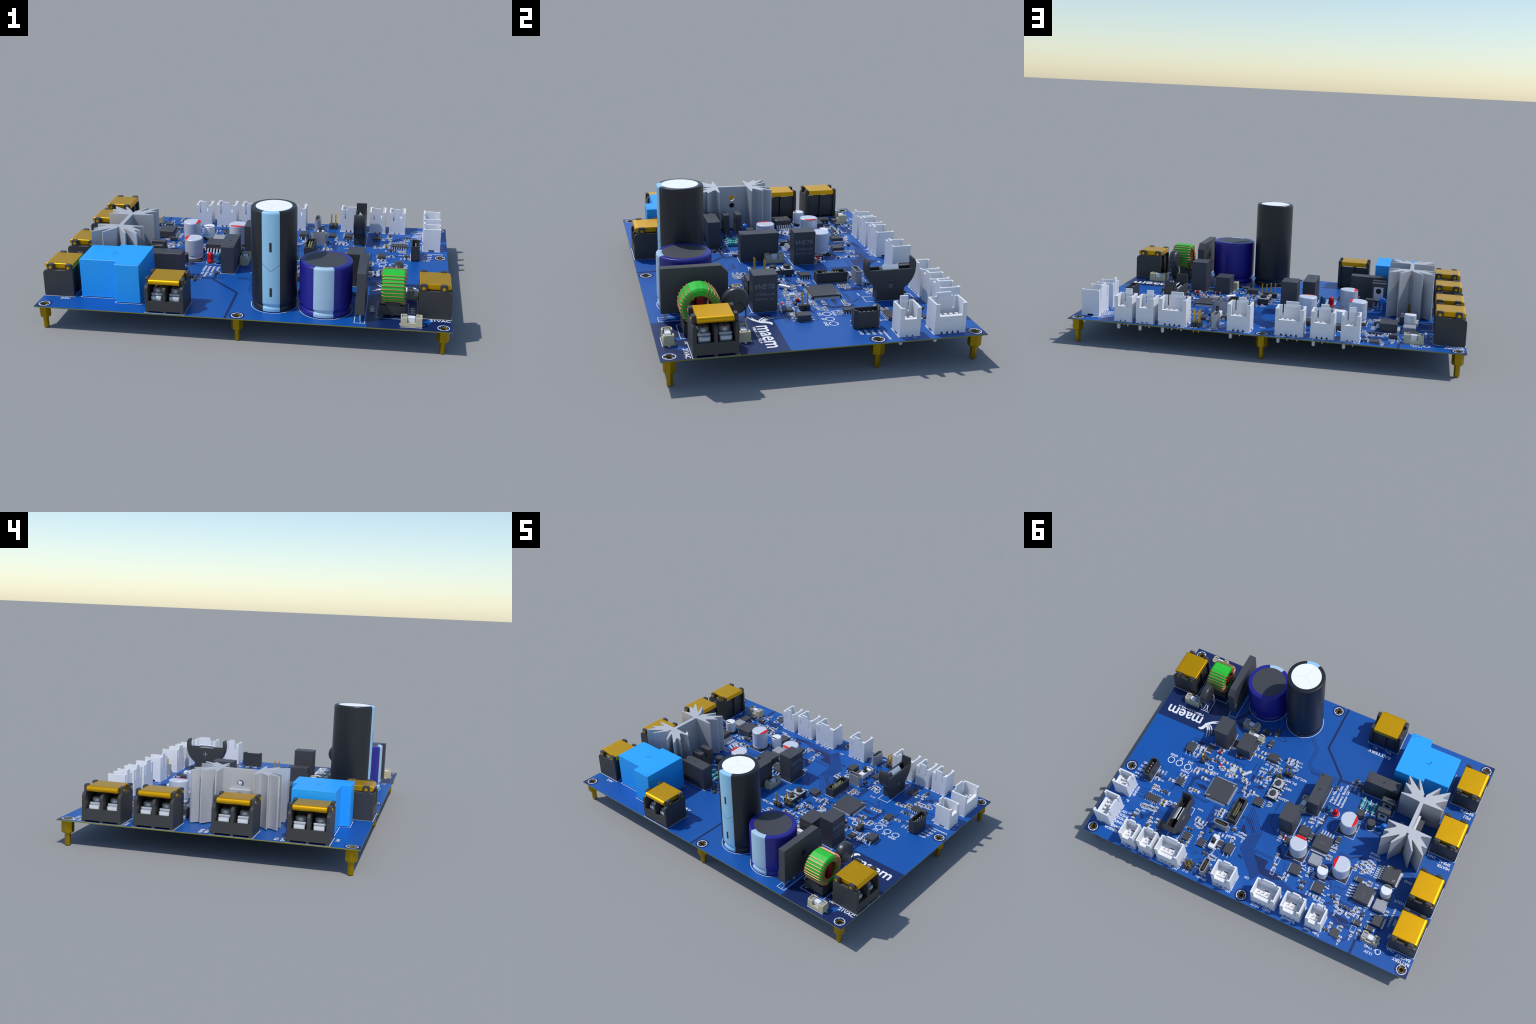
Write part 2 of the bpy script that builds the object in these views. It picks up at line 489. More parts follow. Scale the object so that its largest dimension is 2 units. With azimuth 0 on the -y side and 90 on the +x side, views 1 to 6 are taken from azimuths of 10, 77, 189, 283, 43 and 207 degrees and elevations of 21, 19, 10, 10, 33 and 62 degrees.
route([(-55.8, 66.1), (-59.3, 66.4), (-62.4, 63.1), (-62.7, 60.4)],
      [(-74.4, 52.7), (-74.5, 51.1), (-73.7, 51.1)],
      [(-1.7, -21.6), (-3.8, -19.8), (-8.3, -20.1)],
      [(-2.7, -22.1), (-4.6, -20.9), (-8.2, -21)],
      [(-15.4, -23), (-26.6, -24.2)],
      [(-15.9, -21.6), (-26.9, -22.7), (-31.6, -22.2), (-33.2, -23.2)],
      [(-3.7, -22.6), (-7.9, -22.7)],
      [(-16.5, -20.7), (-18.7, -19.5), (-19.6, -17.1), (-18.4, -13.3)],
      [(-12.4, 4.7), (-13.6, 6.4), (-14.1, 9.3)],
      [(-10.6, 6.1), (-11.8, 7.7), (-12.3, 9.7)],
      [(-14.6, 4.1), (-15.1, 6.1)],
      [(-4.5, -6.8), (-8, -6.4)],
      [(-3.6, -5.7), (-7.8, -5.9)],
      [(-18.7, -5.6), (-22, -6.3), (-32.4, -6.8), (-33.9, -7)],
      [(-31.5, 2.2), (-27.2, 4.3), (-27.6, 8.6), (-30, 8.7), (-30.4, 10.3)],
      [(-23.2, 1.7), (-31, 1.1)],
      [(-38.7, 19.8), (-40.1, 18.7), (-46.1, 19.7), (-49.9, 16.6)],
      [(71.3, -9.8), (70.3, -11.3), (68.3, -11.7), (60.3, -12.2)],
      [(72, 1.8), (71.1, 3.3), (65.2, 2.9), (63.7, 2.6)],
      [(53.2, 23.4), (51, 24.2), (44.4, 24.7), (42.8, 23)],
      [(53.2, 22.5), (51.1, 23.4), (44.8, 24), (43.5, 22.5)],
      [(67.2, 26), (67, 23.2), (65.8, 21.6)],
      [(66.4, 25.9), (66.2, 23.2), (65, 22.2)],
      [(68.3, 16.7), (68.8, 14.6), (67.6, 13.6)])
route([(76.2, 21.5), (74.1, 21.4), (72.6, 20.2), (70.5, 20.1)],
      [(75.7, 23.1), (74.3, 23.4), (72.4, 21.3), (70.4, 21)],
      [(54.5, 24.1), (50.8, 27.8), (50.6, 31.3)],
      [(53.9, 23.8), (50.3, 27.1), (50.3, 29.4)],
      [(62.5, 13.5), (59.7, 13), (58.6, 11.1)],
      [(62.4, 3.4), (61.3, 3.8), (58, 6.6)],
      [(61.7, 3.1), (60.6, 3.5), (57.4, 6.2)],
      [(59.6, -15), (59.6, -12.5)],
      [(54.3, -6.7), (54.2, -1.5), (53, -0.2)],
      [(50.4, 20.7), (47.6, 21.2), (47, 20)],
      [(57.3, 14.3), (56.4, 12.9), (53.9, 12.6), (48.3, 12.7)],
      [(56, 17.4), (53.3, 17), (50.2, 17.8)],
      [(61.8, 20.2), (60.7, 19.1), (61.5, 16.8)],
      [(63, 22.6), (60.9, 22.5), (59.2, 20.3)],
      [(48.4, 7.6), (47.8, 6.4), (46.9, 6.4)],
      [(45.6, -5.7), (45.3, -6.8), (44.2, -6.3)],
      [(42.8, -9.4), (41.4, -7.7), (38.4, -6.7)],
      [(85.7, 32.2), (79.4, 31.9), (78.6, 31.1)],
      [(84.5, 33.5), (79.8, 33.5)],
      [(83.7, 35), (79.8, 34.9)],
      [(84.2, 37.1), (78.9, 37.3)],
      [(83.2, 38), (79.8, 37.9)],
      [(83.6, 48.5), (81.9, 47.6), (79.4, 47.6)],
      [(82.9, 51.1), (78.4, 50.7)])
route([(71.4, 53.2), (71.3, 50.4)],
      [(93.4, 40.6), (93.2, 42.4)],
      [(89.9, 40.7), (88.3, 41.8), (88, 43.9), (89, 44.4)],
      [(76.1, 23.3), (74.6, 23.6), (74.9, 22.3)],
      [(35.8, 56.8), (32.9, 53.9)],
      [(37.1, 56.1), (34.3, 53.5)],
      [(32.6, 58.9), (31.2, 56.9), (30.2, 57), (30.5, 58.3)],
      [(44.4, 40.3), (45, 37), (44.2, 36.1), (43.4, 38)],
      [(25.2, 41.2), (24.6, 40), (23, 41.5)],
      [(50.8, 52.2), (50.5, 49.9), (49.1, 50.1)],
      [(27, 49.5), (25.3, 51.2)],
      [(25.2, 49), (23.1, 50.6), (22, 54.4)],
      [(29.6, 54.2), (28.6, 57.2)],
      [(33.9, 42.8), (36.7, 40.6), (37.3, 37.3)],
      [(-56, -60.9), (-45.8, -61.3)])
def bus(left, right, n):
    """n parallel tracks blended between two border tracks"""
    for k in range(n):
        f = k / (n - 1)
        stroke(cop, [(a[0] * (1 - f) + b[0] * f, a[1] * (1 - f) + b[1] * f) for a, b in zip(left, right)], 0.3, TRACE)
bus([(18.7, 25), (12.7, 31.9)], [(18.8, 14.2), (6.2, 27.4)], 8)
bus([(13, 32.5), (13.3, 41.2), (-1, 55.7)], [(6.2, 27.4), (6, 38.3), (-3.7, 50.7)], 12)
bus([(-3.1, 48.7), (-16.2, 48.6), (-25.1, 51.4), (-33.8, 50.1)], [(-5.5, 53.4), (-16.4, 53.1), (-23.5, 53.9), (-32.7, 52.7)], 7)
bus([(36.5, 4.8), (35.4, 2.9), (32.4, 2.8), (28.7, 3.4), (26, -2.1)], [(35.9, 5.9), (34.4, 4.7), (32, 4.5), (28.1, 4.7), (24.3, -1.1)], 4)
bus([(58, 24.4), (58.8, 22.5), (59.1, 13.3), (54.7, 8.7)], [(56.1, 23.5), (57, 21.1), (57.4, 13.3), (48.9, 8.3)], 5)
bus([(39.1, 23.5), (38.9, 34.2)], [(35, 23.4), (35.3, 32.4)], 7)
bus([(38.9, 29.5), (38.6, 37.9), (40.5, 40.6)], [(35.4, 28.3), (36.8, 36.6), (35.1, 45.1)], 6)
bus([(75.7, 52.3), (73.1, 50.2), (69.4, 46.3), (64, 44.6), (58.2, 43.6)], [(73, 46.7), (71.5, 45.6), (70, 43), (66.5, 40.9), (59, 40)], 5)
bus([(-48, 54.6), (-50.8, 54), (-54.5, 57), (-61.8, 56.3)], [(-47.8, 56.7), (-50.7, 56.4), (-54.1, 58.8), (-61.7, 57.9)], 5)
bus([(53.7, 23.2), (50.2, 24.3)], [(49.3, 18.8), (47.5, 19.8)], 2)
bus([(23.8, 4.2), (27.3, 8.2), (30.5, 9.3)], [(22.9, 6.1), (25.9, 9.4), (30.4, 11.1)], 4)
bus([(19.3, 22.2), (10.8, 30.1)], [(16.6, 21.8), (9.5, 28.6)], 4)
bus([(54.4, 8.6), (48.2, 8)], [(49.5, 13.7), (48.2, 12.2)], 5)
patch(cop, [(18.3, 26.6), (18.3, 31.9), (13.7, 31.9)], NAVY)
patch(cop, [(20.6, 22.1), (21.1, 25.3), (19.6, 23.2)], NAVY)
patch(cop, [(4.4, 41.2), (-4.3, 41.5), (-4.6, 46.9), (-12.4, 46.5), (-16.7, 48.1), (-11.6, 50.6), (-3.8, 50.2)], NAVY)
patch(cop, [(56.5, 15.7), (51, 14.9), (47, 15.8), (48.5, 17.9), (51.5, 17.1)], NAVY)
patch(cop, [(32.9, 51.5), (28.8, 49.9), (26.6, 51.9)], NAVY)
patch(cop, [(15.4, -20.1), (14.7, -22.1), (12.2, -22.1), (12.8, -19.9)], NAVY)
patch(cop, [(28.1, -4.4), (25.7, -3.2), (26.6, 0.1), (27.3, 0.4)], NAVY)
patch(cop, [(70, -9.9), (62.1, -10.8), (62.2, -9.3), (67, -8.4)], NAVY)
patch(cop, [(-47, 53.4), (-51.4, 52.9), (-58.6, 53.4), (-61.6, 55.2), (-55.4, 56.6), (-51.7, 54.4)], NAVY)
patch(cop, [(-0.2, 42.8), (-4.9, 41.8), (-4.3, 46.4), (-7.9, 46.3), (-18.9, 46.1), (-18.3, 47.2), (-2.7, 48)], NAVY)
patch(cop, [(75.8, 46.9), (72.9, 46.9), (72.7, 49.5), (74.4, 49.4)], NAVY)
patch(cop, [(54.2, -34.3), (49.6, -42.6), (47.1, -42.8), (50.9, -36.4), (53, -32.9)], NAVY)
patch(cop, [(19.7, 20.6), (16.6, 21.8), (18.2, 21.2)], NAVY)
patch(cop, [(-10.4, 36.6), (-13.8, 36.2), (-22.4, 35.9), (-20.1, 34.4), (-15.2, 34.2)], NAVY)
patch(cop, [(12.4, 46.1), (12.8, 44.6), (9.9, 45.4), (9.5, 46.9)], NAVY)
patch(cop, [(22.1, 1.6), (19.7, 0.4), (17.2, 2), (21, 2.9)], NAVY)
stroke(cop, [(-5.2, -70), (-5, -39.8), (-20.2, -24.7)], 1.3, NAVY)
stroke(cop, [(-16, -28.5), (-20.3, -24.5), (-20.2, -19.3)], 1.2, NAVY)
stroke(cop, [(-67.3, 60.1), (-67.3, 70)], 1.4, NAVY)
stroke(cop, [(-23.1, 0.9), (-22.4, 7.9), (-20.8, 14.9)], 1.3, NAVY)
stroke(cop, [(-19.9, -22.8), (-28.1, -23.8)], 0.8, NAVY)
stroke(cop, [(-49.5, 17.3), (-54.3, 17.3)], 1, NAVY)
stroke(cop, [(-44.8, -2), (-55.4, -0.5)], 1.2, NAVY)
stroke(cop, [(-6, 30.9), (-10.7, 36.4), (-14.4, 35.9)], 1.2, NAVY)
VIAS = [(19.7, -36.8), (16.1, -36.8), (12.5, -36.8), (9, -36.8), (21.4, -33.2), (-45.3, 39), (-47.3, 39.1), (-49.2, 39), (-45.3, 40.7), (-47.2, 40.6), (-49.1, 40.7), (-50.8, 43.4), (-52.7, 43.3), (-54.4, 43.3), (39.6, 54.1), (38, 53.9), (38, 52.4), (36.6, 53.9), (38.1, 55.3), (-84.7, -34.5), (-86.9, -33.5), (-88.4, -31.7), (-82.1, -51.3), (-19.3, -4.3), (-18.6, 0.2), (-24.4, 6.1)] + [(-77 - i * 0.95 - j * 0.3, 25.2 + j * 1.05) for i in range(5) for j in range(6)]
for x, y in VIAS:
    disc(cop, x, y, 0.24, VIADOT, 10)  # painted dot only, nothing is drilled

# ------------------------------------------------------------------ silkscreen frame marks
silk = Part()
for x, y in STANDOFFS:
    ring(silk, x, y, 2.65, 0.32)
    for a in (45, 135, 225, 315):
        c, s_ = math.cos(math.radians(a)), math.sin(math.radians(a))
        stroke(silk, [(x + 1.75 * c, y + 1.75 * s_), (x + 2.5 * c, y + 2.5 * s_)], 0.3)
TESTPADS = [(76.5, 8.4, 1.95), (71.1, 8.3, 1.95), (65.3, 8.5, 1.95), (52.6, 2.9, 1.4), (-23.3, 34.0, 1.45), (-28.4, 35.4, 1.45), (-80.9, 62.6, 1.45)]
for x, y, r in TESTPADS:
    ring(silk, x, y, r, 0.42)
    disc(cop, x, y, 0.33, VIADOT, 12)

# ------------------------------------------------------------------ screw terminal blocks
def screw_terminal():
    h = Part()
    side = [(-7.7, 0), (7.7, 0), (7.7, 13.3), (7.3, 13.9), (7.3, 16.6), (6.9, 17.1), (4.3, 17.1), (3.9, 16.6), (3.9, 13.9), (-1.9, 13.9),
            (-1.9, 16.6), (-2.3, 17.1), (-4.9, 17.1), (-5.3, 16.6), (-5.3, 13.9)] + [(-5.6 - 2.1 * math.sin(t), 11.8 + 2.1 * math.cos(t)) for t in [0, .4, .8, 1.2, 1.57]]
    for s in (-1, 1):
        a, b = sorted((s * 9.4, s * 7.75))
        h.prism(side, a, b, BLACK, 'x', 0.15)
    mid = [(-7.7, 0), (6.0, 0), (6.0, 13.2), (-5.3, 13.2)] + [(-5.3 - 2.4 * math.sin(t), 10.8 + 2.4 * math.cos(t)) for t in [.4, .8, 1.2, 1.57]]
    h.prism(mid, -0.75, 0.75, BLACK, 'x', 0.12)
    h.box(-0.6, 0.6, 6.0, 7.5, 0, 13, BLACK, 0.1)
    for s in (-1, 1):
        a, b = sorted((s * 7.75, s * 0.75))
        h.box(a, b, -7.5, -6.3, 1.0, 6.2, BLACK)
        h.box(a, b, -6.4, 6.0, 1.0, 4.4, BLACK)
        h.box(a, b, 5.5, 6.3, 1.0, 13.4, BLACK)
        h.box(a, b, -1.0, 4.4, 0.05, 1.0, DARK)  # dark block added to paint the shade deep in the bottom slot
    h.box(-9.2, 9.2, -7.73, -7.4, 1.0, 6.2, BLACK)
    c = Part()
    prof = [(7.6, 14.1), (7.6, 16.5), (7.3, 16.75), (-5.4, 16.75)] + [(-5.7 - 1.35 * math.sin(t), 15.4 + 1.35 * math.cos(t)) for t in [.3, .7, 1.1, 1.57, 2.0, 2.4, 2.8]] + [(-5.4, 14.05)]
    c.prism(prof, -7.55, 7.55, ORANGE, 'x', 0.12)
    for y in (-3.6, 5.6):
        for s in (-1, 1):
            a, b = sorted((s * 7.5, s * 9.25))
            c.cyl((y, 15.3), 0.8, a - (0.35 if s < 0 else 0), b + (0.35 if s > 0 else 0), ORANGE, 14, 'x')
    parts = []
    for s in (-1, 1):
        x = s * 4.4
        k = Part()
        k.box(x - 2.6, x + 2.6, -5.2, 3.2, 4.4, 7.6, STEEL, 0.15)
        k.box(x - 2.9, x + 2.9, -3.9, 3.0, 7.6, 8.7, STEEL, 0.3)
        k.box(x - 2.2, x + 2.2, -5.4, -5.1, 5.6, 7.3, CERAM)
        k.cyl((x, 1.0), 0.8, -THICK - 1.5, 0.2, TIN, 12, 'z', 0.3)
        w = Part()
        w.revolve([(2.2, 8.7), (2.7, 9.2), (2.7, 10.1), (2.2, 10.7), (0, 10.8)], STEEL, (x, -0.4, 0), 24)
        w.box(x - 1.9, x + 1.9, -0.65, -0.15, 10.62, 10.86, GRAPH)
        w.box(x - 0.25, x + 0.25, -2.3, 1.5, 10.6, 10.85, GRAPH)
        parts += [("clamp_plate", k.mesh("clamp_plate")), ("screw", w.mesh("screw"))]
    return [("screw_terminal", h.mesh("screw_terminal", 30)), ("cover", c.mesh("cover", 30))] + parts
TB = screw_terminal()
TERMINALS = [(-34.45, -61.6, 0), (91.9, -47.5, 90), (-91.8, 48.3, -90), (-91.8, 23.4, -90), (-91.8, -13.0, -90), (-91.8, -47.0, -90)]
for x, y, r in TERMINALS:
    place(TB, x, y, r)
    w, d = (9.6, 7.9) if r == 0 else (7.9, 9.6)
    outline(silk, x - w, x + w, y - d, y + d, 0.25)

# ------------------------------------------------------------------ locking wire-to-board headers
def wire_header(n):
    W = 2.5 * n + 4.2; D = 4.7; w2 = W / 2; t = 0.8; rim = 13.0 if n == 2 else 13.6
    h = Part()
    notch = []
    for i in range(n):
        x = (i - (n - 1) / 2) * 2.5
        notch += [(x - 0.7, 0), (x, 1.35), (x + 0.7, 0)] if n > 2 else [(x - 0.35, 0), (x - 0.3, 0.75), (x + 0.3, 0.75), (x + 0.35, 0)]
    front = [(-w2, 0)] + notch + [(w2, 0), (w2, rim), (w2 - 1.9, rim), (w2 - 1.9, 7.9), (-w2 + 1.9, 7.9), (-w2 + 1.9, rim), (-w2, rim)]
    h.prism(front, -D, -D + t, WHITE, 'y')
    th = 1.75 + (n - 2) * 1.25; sl = th + 0.75
    back = [(-w2, 0)] + notch + [(w2, 0), (w2, rim), (sl, rim), (sl, 8.4), (sl - 0.2, 8.0), (th + 0.2, 8.0), (th, 8.4), (th, rim + 0.2)]
    if n > 2:
        back += [(th - 1.0, rim + 0.2), (th - 1.0, 15.5), (-th + 1.0, 15.5), (-th + 1.0, rim + 0.2)]
    else:
        back += [(th, 15.2), (-th, 15.2)]
    back += [(-th, rim + 0.2), (-th, 8.4), (-th - 0.2, 8.0), (-sl + 0.2, 8.0), (-sl, 8.4), (-sl, rim), (-w2, rim)]
    h.prism(back, D - t, D, WHITE, 'y')
    for s in (-1, 1):
        a, b = sorted((s * w2, s * (w2 - t)))
        poly = [(-D + t, 0), (-1.6, 0), (-1.6, 0.9), (1.6, 0.9), (1.6, 0), (D - t, 0), (D - t, rim), (-D + t, rim)]
        h.prism(poly, a, b, WHITE, 'x')
    h.box(-w2 + t, w2 - t, -D + t, D - t, 2.0, 5.6, WHITE)
    h.box(-w2 + t, w2 - t, -D + t - 0.02, -D + 2.0, 5.6, 7.8, WHITE)
    # latch hook at the inner side of the tongue
    hw = th - 1.3 if n > 2 else th - 0.05
    h.prism([(D - t, 12.6), (D - t, 15.0), (D - t - 0.9, 13.0), (D - t - 0.9, 12.6)], -hw, hw, WHITE, 'x')
    for i in range(n):
        x = (i - (n - 1) / 2) * 2.5
        h.cyl((x, -1.7), 0.75, 5.5, 7.9, WHITE, 12)
    h.box(-1.3, 1.3, 1.6, 2.1, 5.6, 5.75, DARK)
    h.revolve([(0, -THICK - 4.1), (0.5, -THICK - 4.0), (0.85, -THICK - 3.5), (0.85, 0.1)], WHITE, (-w2 + 1.6, -2.2, 0), 14)
    pins = Part()
    for i in range(n):
        x = (i - (n - 1) / 2) * 2.5; y = -0.6 if i % 2 else 1.2
        pins.box(x - 0.32, x + 0.32, y - 0.32, y + 0.32, -THICK - 2.9, 2.1, TIN, 0.1)
        pins.box(x - 0.32, x + 0.32, -0.3, 0.34, 5.5, 7.6, TIN, 0.12)
    return [("wire_connector", h.mesh("wire_connector", 30)), ("contact_pins", pins.mesh("contact_pins", 30))]
WIRE = {n: wire_header(n) for n in (2, 3, 4)}
HEADERS = [(2, 71.7, 62.3, 180), (2, 60.35, 62.3, 180), (4, 46.0, 62.3, 180), (3, 12.2, 61.5, 180), (4, -13.3, 61.5, 180),
           (3, -29.8, 61.5, 180), (2, -43.6, 61.5, 180), (4, 91.3, 54.2, 90), (2, 91.3, 36.0, 90)]
for n, x, y, r in HEADERS:
    place(WIRE[n], x, y, r)
    w = (2.5 * n + 4.2) / 2 + 0.2
    if r == 180: outline(silk, x - w, x + w, y - 4.9, y + 4.9, 0.22)
    else: outline(silk, x - 4.9, x + 4.9, y - w, y + w, 0.22)

# ------------------------------------------------------------------ can capacitors
def sleeve_capacitor(r, h, sleeve, stripe, top_r, top_m):
    half = math.radians(22.6)
    def is_stripe(a):
        return abs((a + PI / 2 + PI) % (2 * PI) - PI) < half
    g = r * 0.05
    prof = [(0, 0.1), (r * 0.92, 0.1), (r * 0.975, 0.5), (r * 0.99, 1.6), (r * 0.98, 2.3), (r * 0.93, 2.9), (r * 0.935, 3.4), (r * 0.98, 4.1), (r, 4.8),
            (r, h - 1.1), (r * 0.99, h - 0.45), (r * 0.965, h - 0.1), (r * 0.94, h), (top_r, h)]
    p = Part()
    p.revolve(prof, sleeve, n=64, pick=lambda a, s: stripe if is_stripe(a) else sleeve)
    t = Part()
    t.revolve([(0, h - 0.12), (top_r, h - 0.12), (top_r, h - 0.02), (0, h - 0.02)], top_m, n=64)
    return p, t
p, t = sleeve_capacitor(10.95, 50.2, CAPBLK, STRIPE, 8.6, CAPTOP)
for k in range(3):
    a = math.radians(20 + 120 * k)
    d = Vector((math.cos(a), math.sin(a))); nn = Vector((-d.y, d.x)) * 0.06
    q = d * 8.3
    t.add([(nn.x, nn.y, 50.19), (-nn.x, -nn.y, 50.19), (q.x - nn.x, q.y - nn.y, 50.19), (q.x + nn.x, q.y + nn.y, 50.19)], [(0, 1, 2, 3)], SCORE)
def on_sleeve(part, r, pts, w, m, sub=4):
    """A thin strip that hugs the front of a sleeve; pts are (x, z)."""
    Q = []
    for i in range(len(pts) - 1):
        for k in range(sub):
            f = k / sub
            Q.append((pts[i][0] * (1 - f) + pts[i + 1][0] * f, pts[i][1] * (1 - f) + pts[i + 1][1] * f))
    Q.append(pts[-1])
    vs = []; n = len(Q)
    for i in range(n):
        a = Vector(Q[max(i - 1, 0)]); b = Vector(Q[min(i + 1, n - 1)]); d = (b - a).normalized(); nn = Vector((-d.y, d.x)) * w / 2
        for sgn in (1, -1):
            x, z = Q[i][0] + sgn * nn.x, Q[i][1] + sgn * nn.y
            an = x / r
            vs.append((r * 1.004 * math.sin(an), -r * 1.004 * math.cos(an), z))
    part.add(vs, [(2 * i, 2 * i + 1, 2 * i + 3, 2 * i + 2) for i in range(n - 1)], m)
mk = Part()
on_sleeve(mk, 10.95, [(-0.1, 31.0), (-0.1, 35.6)], 1.1, CAPBLK)
on_sleeve(mk, 10.95, [(-0.1, 8.4), (-0.1, 12.9)], 1.1, CAPBLK)
on_sleeve(mk, 10.95, [(-4.3, 24.9), (-0.1, 21.2), (4.3, 24.7)], 0.14, CAPBLK)
def smooth_cap(tp): return tp.mesh("capacitor_top", 30)
place([("electrolytic_capacitor", p.mesh("electrolytic_capacitor", 40)), ("capacitor_top", smooth_cap(t)), ("polarity_mark", mk.mesh("polarity_mark", 40, False))], 15.6, -50.2)
p, t = sleeve_capacitor(12.5, 25.3, CAPBLUE, STRIPE2, 9.95, CAPGREY)
place([("electrolytic_capacitor", p.mesh("electrolytic_capacitor_wide", 40)), ("capacitor_top", smooth_cap(t))], 40.7, -52.2)
ring(silk, 15.6, -50.2, 11.3, 0.25); ring(silk, 40.7, -52.2, 12.7, 0.25)

def smd_can(r, h, body, mark, half, bs):
    z0 = 0.9
    base = Part()
    c = r * 0.42
    poly = [(-bs, -bs), (bs, -bs), (bs, bs - c), (bs - c, bs), (-bs + c, bs), (-bs, bs - c)]
    base.prism(poly, 0.15, z0, BLACK, 'z', 0.12)
    for s in (-1, 1):
        for q in (-1, 1):
            base.box(s * bs * 0.72 - 0.5, s * bs * 0.72 + 0.5, q * bs * 0.72 - 0.5, q * bs * 0.72 + 0.5, z0 - 0.02, z0 + 0.7, BLACK, 0.1)
        base.box(-0.4, 0.4, s * (bs + 0.25) - 0.35, s * (bs + 0.25) + 0.35, 0.05, 0.25, TIN)
    can = Part()
    h0 = math.radians(half)
    def inm(a): return abs((a - PI / 2 + PI) % (2 * PI) - PI) < h0
    prof = [(r * 0.9, z0), (r * 0.98, z0 + 0.15), (r, z0 + 0.6), (r * 0.99, z0 + 1.1), (r * 0.93, z0 + 1.5), (r * 0.94, z0 + 1.9), (r, z0 + 2.5), (r, h - 0.6),
            (r * 0.985, h - 0.28), (r * 0.95, h - 0.07), (r * 0.9, h)]
    last = len(prof) - 3
    n = 72
    can.revolve(prof, body, n=n, pick=lambda a, s: mark if (s >= last and inm(a) and mark == RED) else body)
    ringv = [(r * 0.9 * math.cos(2 * PI * i / n), r * 0.9 * math.sin(2 * PI * i / n), h) for i in range(n)]
    k = round(h0 / (2 * PI / n)); q0 = n // 4
    can.add([ringv[(q0 + i) % n] for i in range(-k, k + 1)], [tuple(range(2 * k + 1))], mark)
    can.add([ringv[(q0 + i) % n] for i in range(k, n - k + 1)], [tuple(range(n - 2 * k + 1))], body)
    return [("surface_mount_capacitor", base.mesh("capacitor_base", 30)), ("aluminium_can", can.mesh("aluminium_can", 45))]
BIGCAN = smd_can(4.95, 12.3, CAN, RED, 50, 5.15)
SMALLCAN = smd_can(3.15, 7.9, CANW, EPOXY, 62, 3.3)
for x, y, r in [(-37.0, 3.1, 90), (-17.3, 28.6, 0), (-44.1, 29.6, -90)]:
    place(BIGCAN, x, y, r + 180 if r == 0 else r)
    outline(silk, x - 5.5, x + 5.5, y - 5.5, y + 5.5, 0.2)
for x, y, r in [(-35.5, 35.6, 180), (-71.8, 31.0, 180)]:
    place(SMALLCAN, x, y, r)
    stroke(silk, [(x - 3.6, y - 3.6), (x + 3.6, y - 3.6)], 0.2); stroke(silk, [(x - 3.6, y + 3.6), (x + 3.6, y + 3.6)], 0.2)

# ------------------------------------------------------------------ relays and converter modules
rl = Part()
poly = [(-48.9, -60.1), (-48.9, -32.9), (-66.2, -33.0), (-66.2, -35.3), (-80.4, -35.3), (-80.4, -55.5), (-61.3, -55.5), (-61.3, -60.1)]
rl.prism([(x + 64.6, y + 45.5) for x, y in poly], 0.25, 20.1, RELAY, 'z', 0.18)
rmesh = rl.mesh("relay_blue_case", 25)
mk = Part()
def painted_groove(part, a, b, w, z, m):  # flat darker strip painting a groove's shade, nothing is cut
    d = (Vector(b) - Vector(a)).normalized(); nn = Vector((-d.y, d.x)) * w / 2
    part.add([(a[0] + nn.x, a[1] + nn.y, z), (a[0] - nn.x, a[1] - nn.y, z), (b[0] - nn.x, b[1] - nn.y, z), (b[0] + nn.x, b[1] + nn.y, z)], [(0, 1, 2, 3)], m)
painted_groove(mk, (10.6, -14.4), (15.5, -11.0), 0.18, 20.12, RELAYD)
pts = arc(0.3, -0.6, 1.5, 40, 230, 14)
for i in range(len(pts) - 1):
    w = 0.5 * math.sin(PI * (i + 0.5) / (len(pts) - 1)) + 0.05
    painted_groove(mk, pts[i], pts[i + 1], w, 20.121 + i * 0.0003, RELAYD)
mk.add([(14.4 + 0.35 * math.cos(2 * PI * i / 12), -13.6 + 0.35 * math.sin(2 * PI * i / 12), 20.122) for i in range(12)], [tuple(range(12))], RELAYD)
place([("relay", rmesh), ("moulding_mark", mk.mesh("moulding_mark", 0, False))], -64.6, -45.5)
stroke(silk, [(x, y) for x, y in [(-48.5, -60.5), (-48.5, -32.5), (-66.6, -32.5), (-66.6, -34.9), (-80.8, -34.9), (-80.8, -55.9), (-61.7, -55.9), (-61.7, -60.5)]], 0.25, SILK, True)

def slim_relay():
    b = Part()
    b.box(-3.5, 3.5, -10.1, 10.1, 0.35, 14.9, EPOXY, 0.15)
    for x in (-1, 1):
        for y in (-8.5, -1, 4, 8.5):
            b.box(x * 2.6 - 0.5, x * 2.6 + 0.5, y - 0.5, y + 0.5, 0, 0.5, BLACK)
    m = Part()
    m.add([(0.75 * math.cos(2 * PI * i / 20), 0.75 * math.sin(2 * PI * i / 20), 14.92) for i in range(20)], [tuple(range(20))], BLACK)
    m.add([(0.5 * math.cos(2 * PI * i / 20) + 0.1, 0.5 * math.sin(2 * PI * i / 20), 14.925) for i in range(20)], [tuple(range(20))], DARK)
    painted_groove(m, (1.5, -10.0), (1.5, -8.3), 0.2, 14.921, DARK)
    painted_groove(m, (1.6, -8.3), (3.4, -8.3), 0.2, 14.921, DARK)
    m.add([(2.5 + 0.45 * math.cos(2 * PI * i / 14), -9.2 + 0.45 * math.sin(2 * PI * i / 14), 14.922) for i in range(14)], [tuple(range(14))], DARK)
    return [("relay", b.mesh("slim_relay", 25)), ("moulding_mark", m.mesh("moulding_mark", 0, False))]
SR = slim_relay()
place(SR, -14.6, -5.7, 0)
place(SR, -45.8, -25.5, 90)
outline(silk, -18.4, -10.8, -16.1, 4.7, 0.25); outline(silk, -56.2, -35.4, -29.0, -21.4, 0.25)

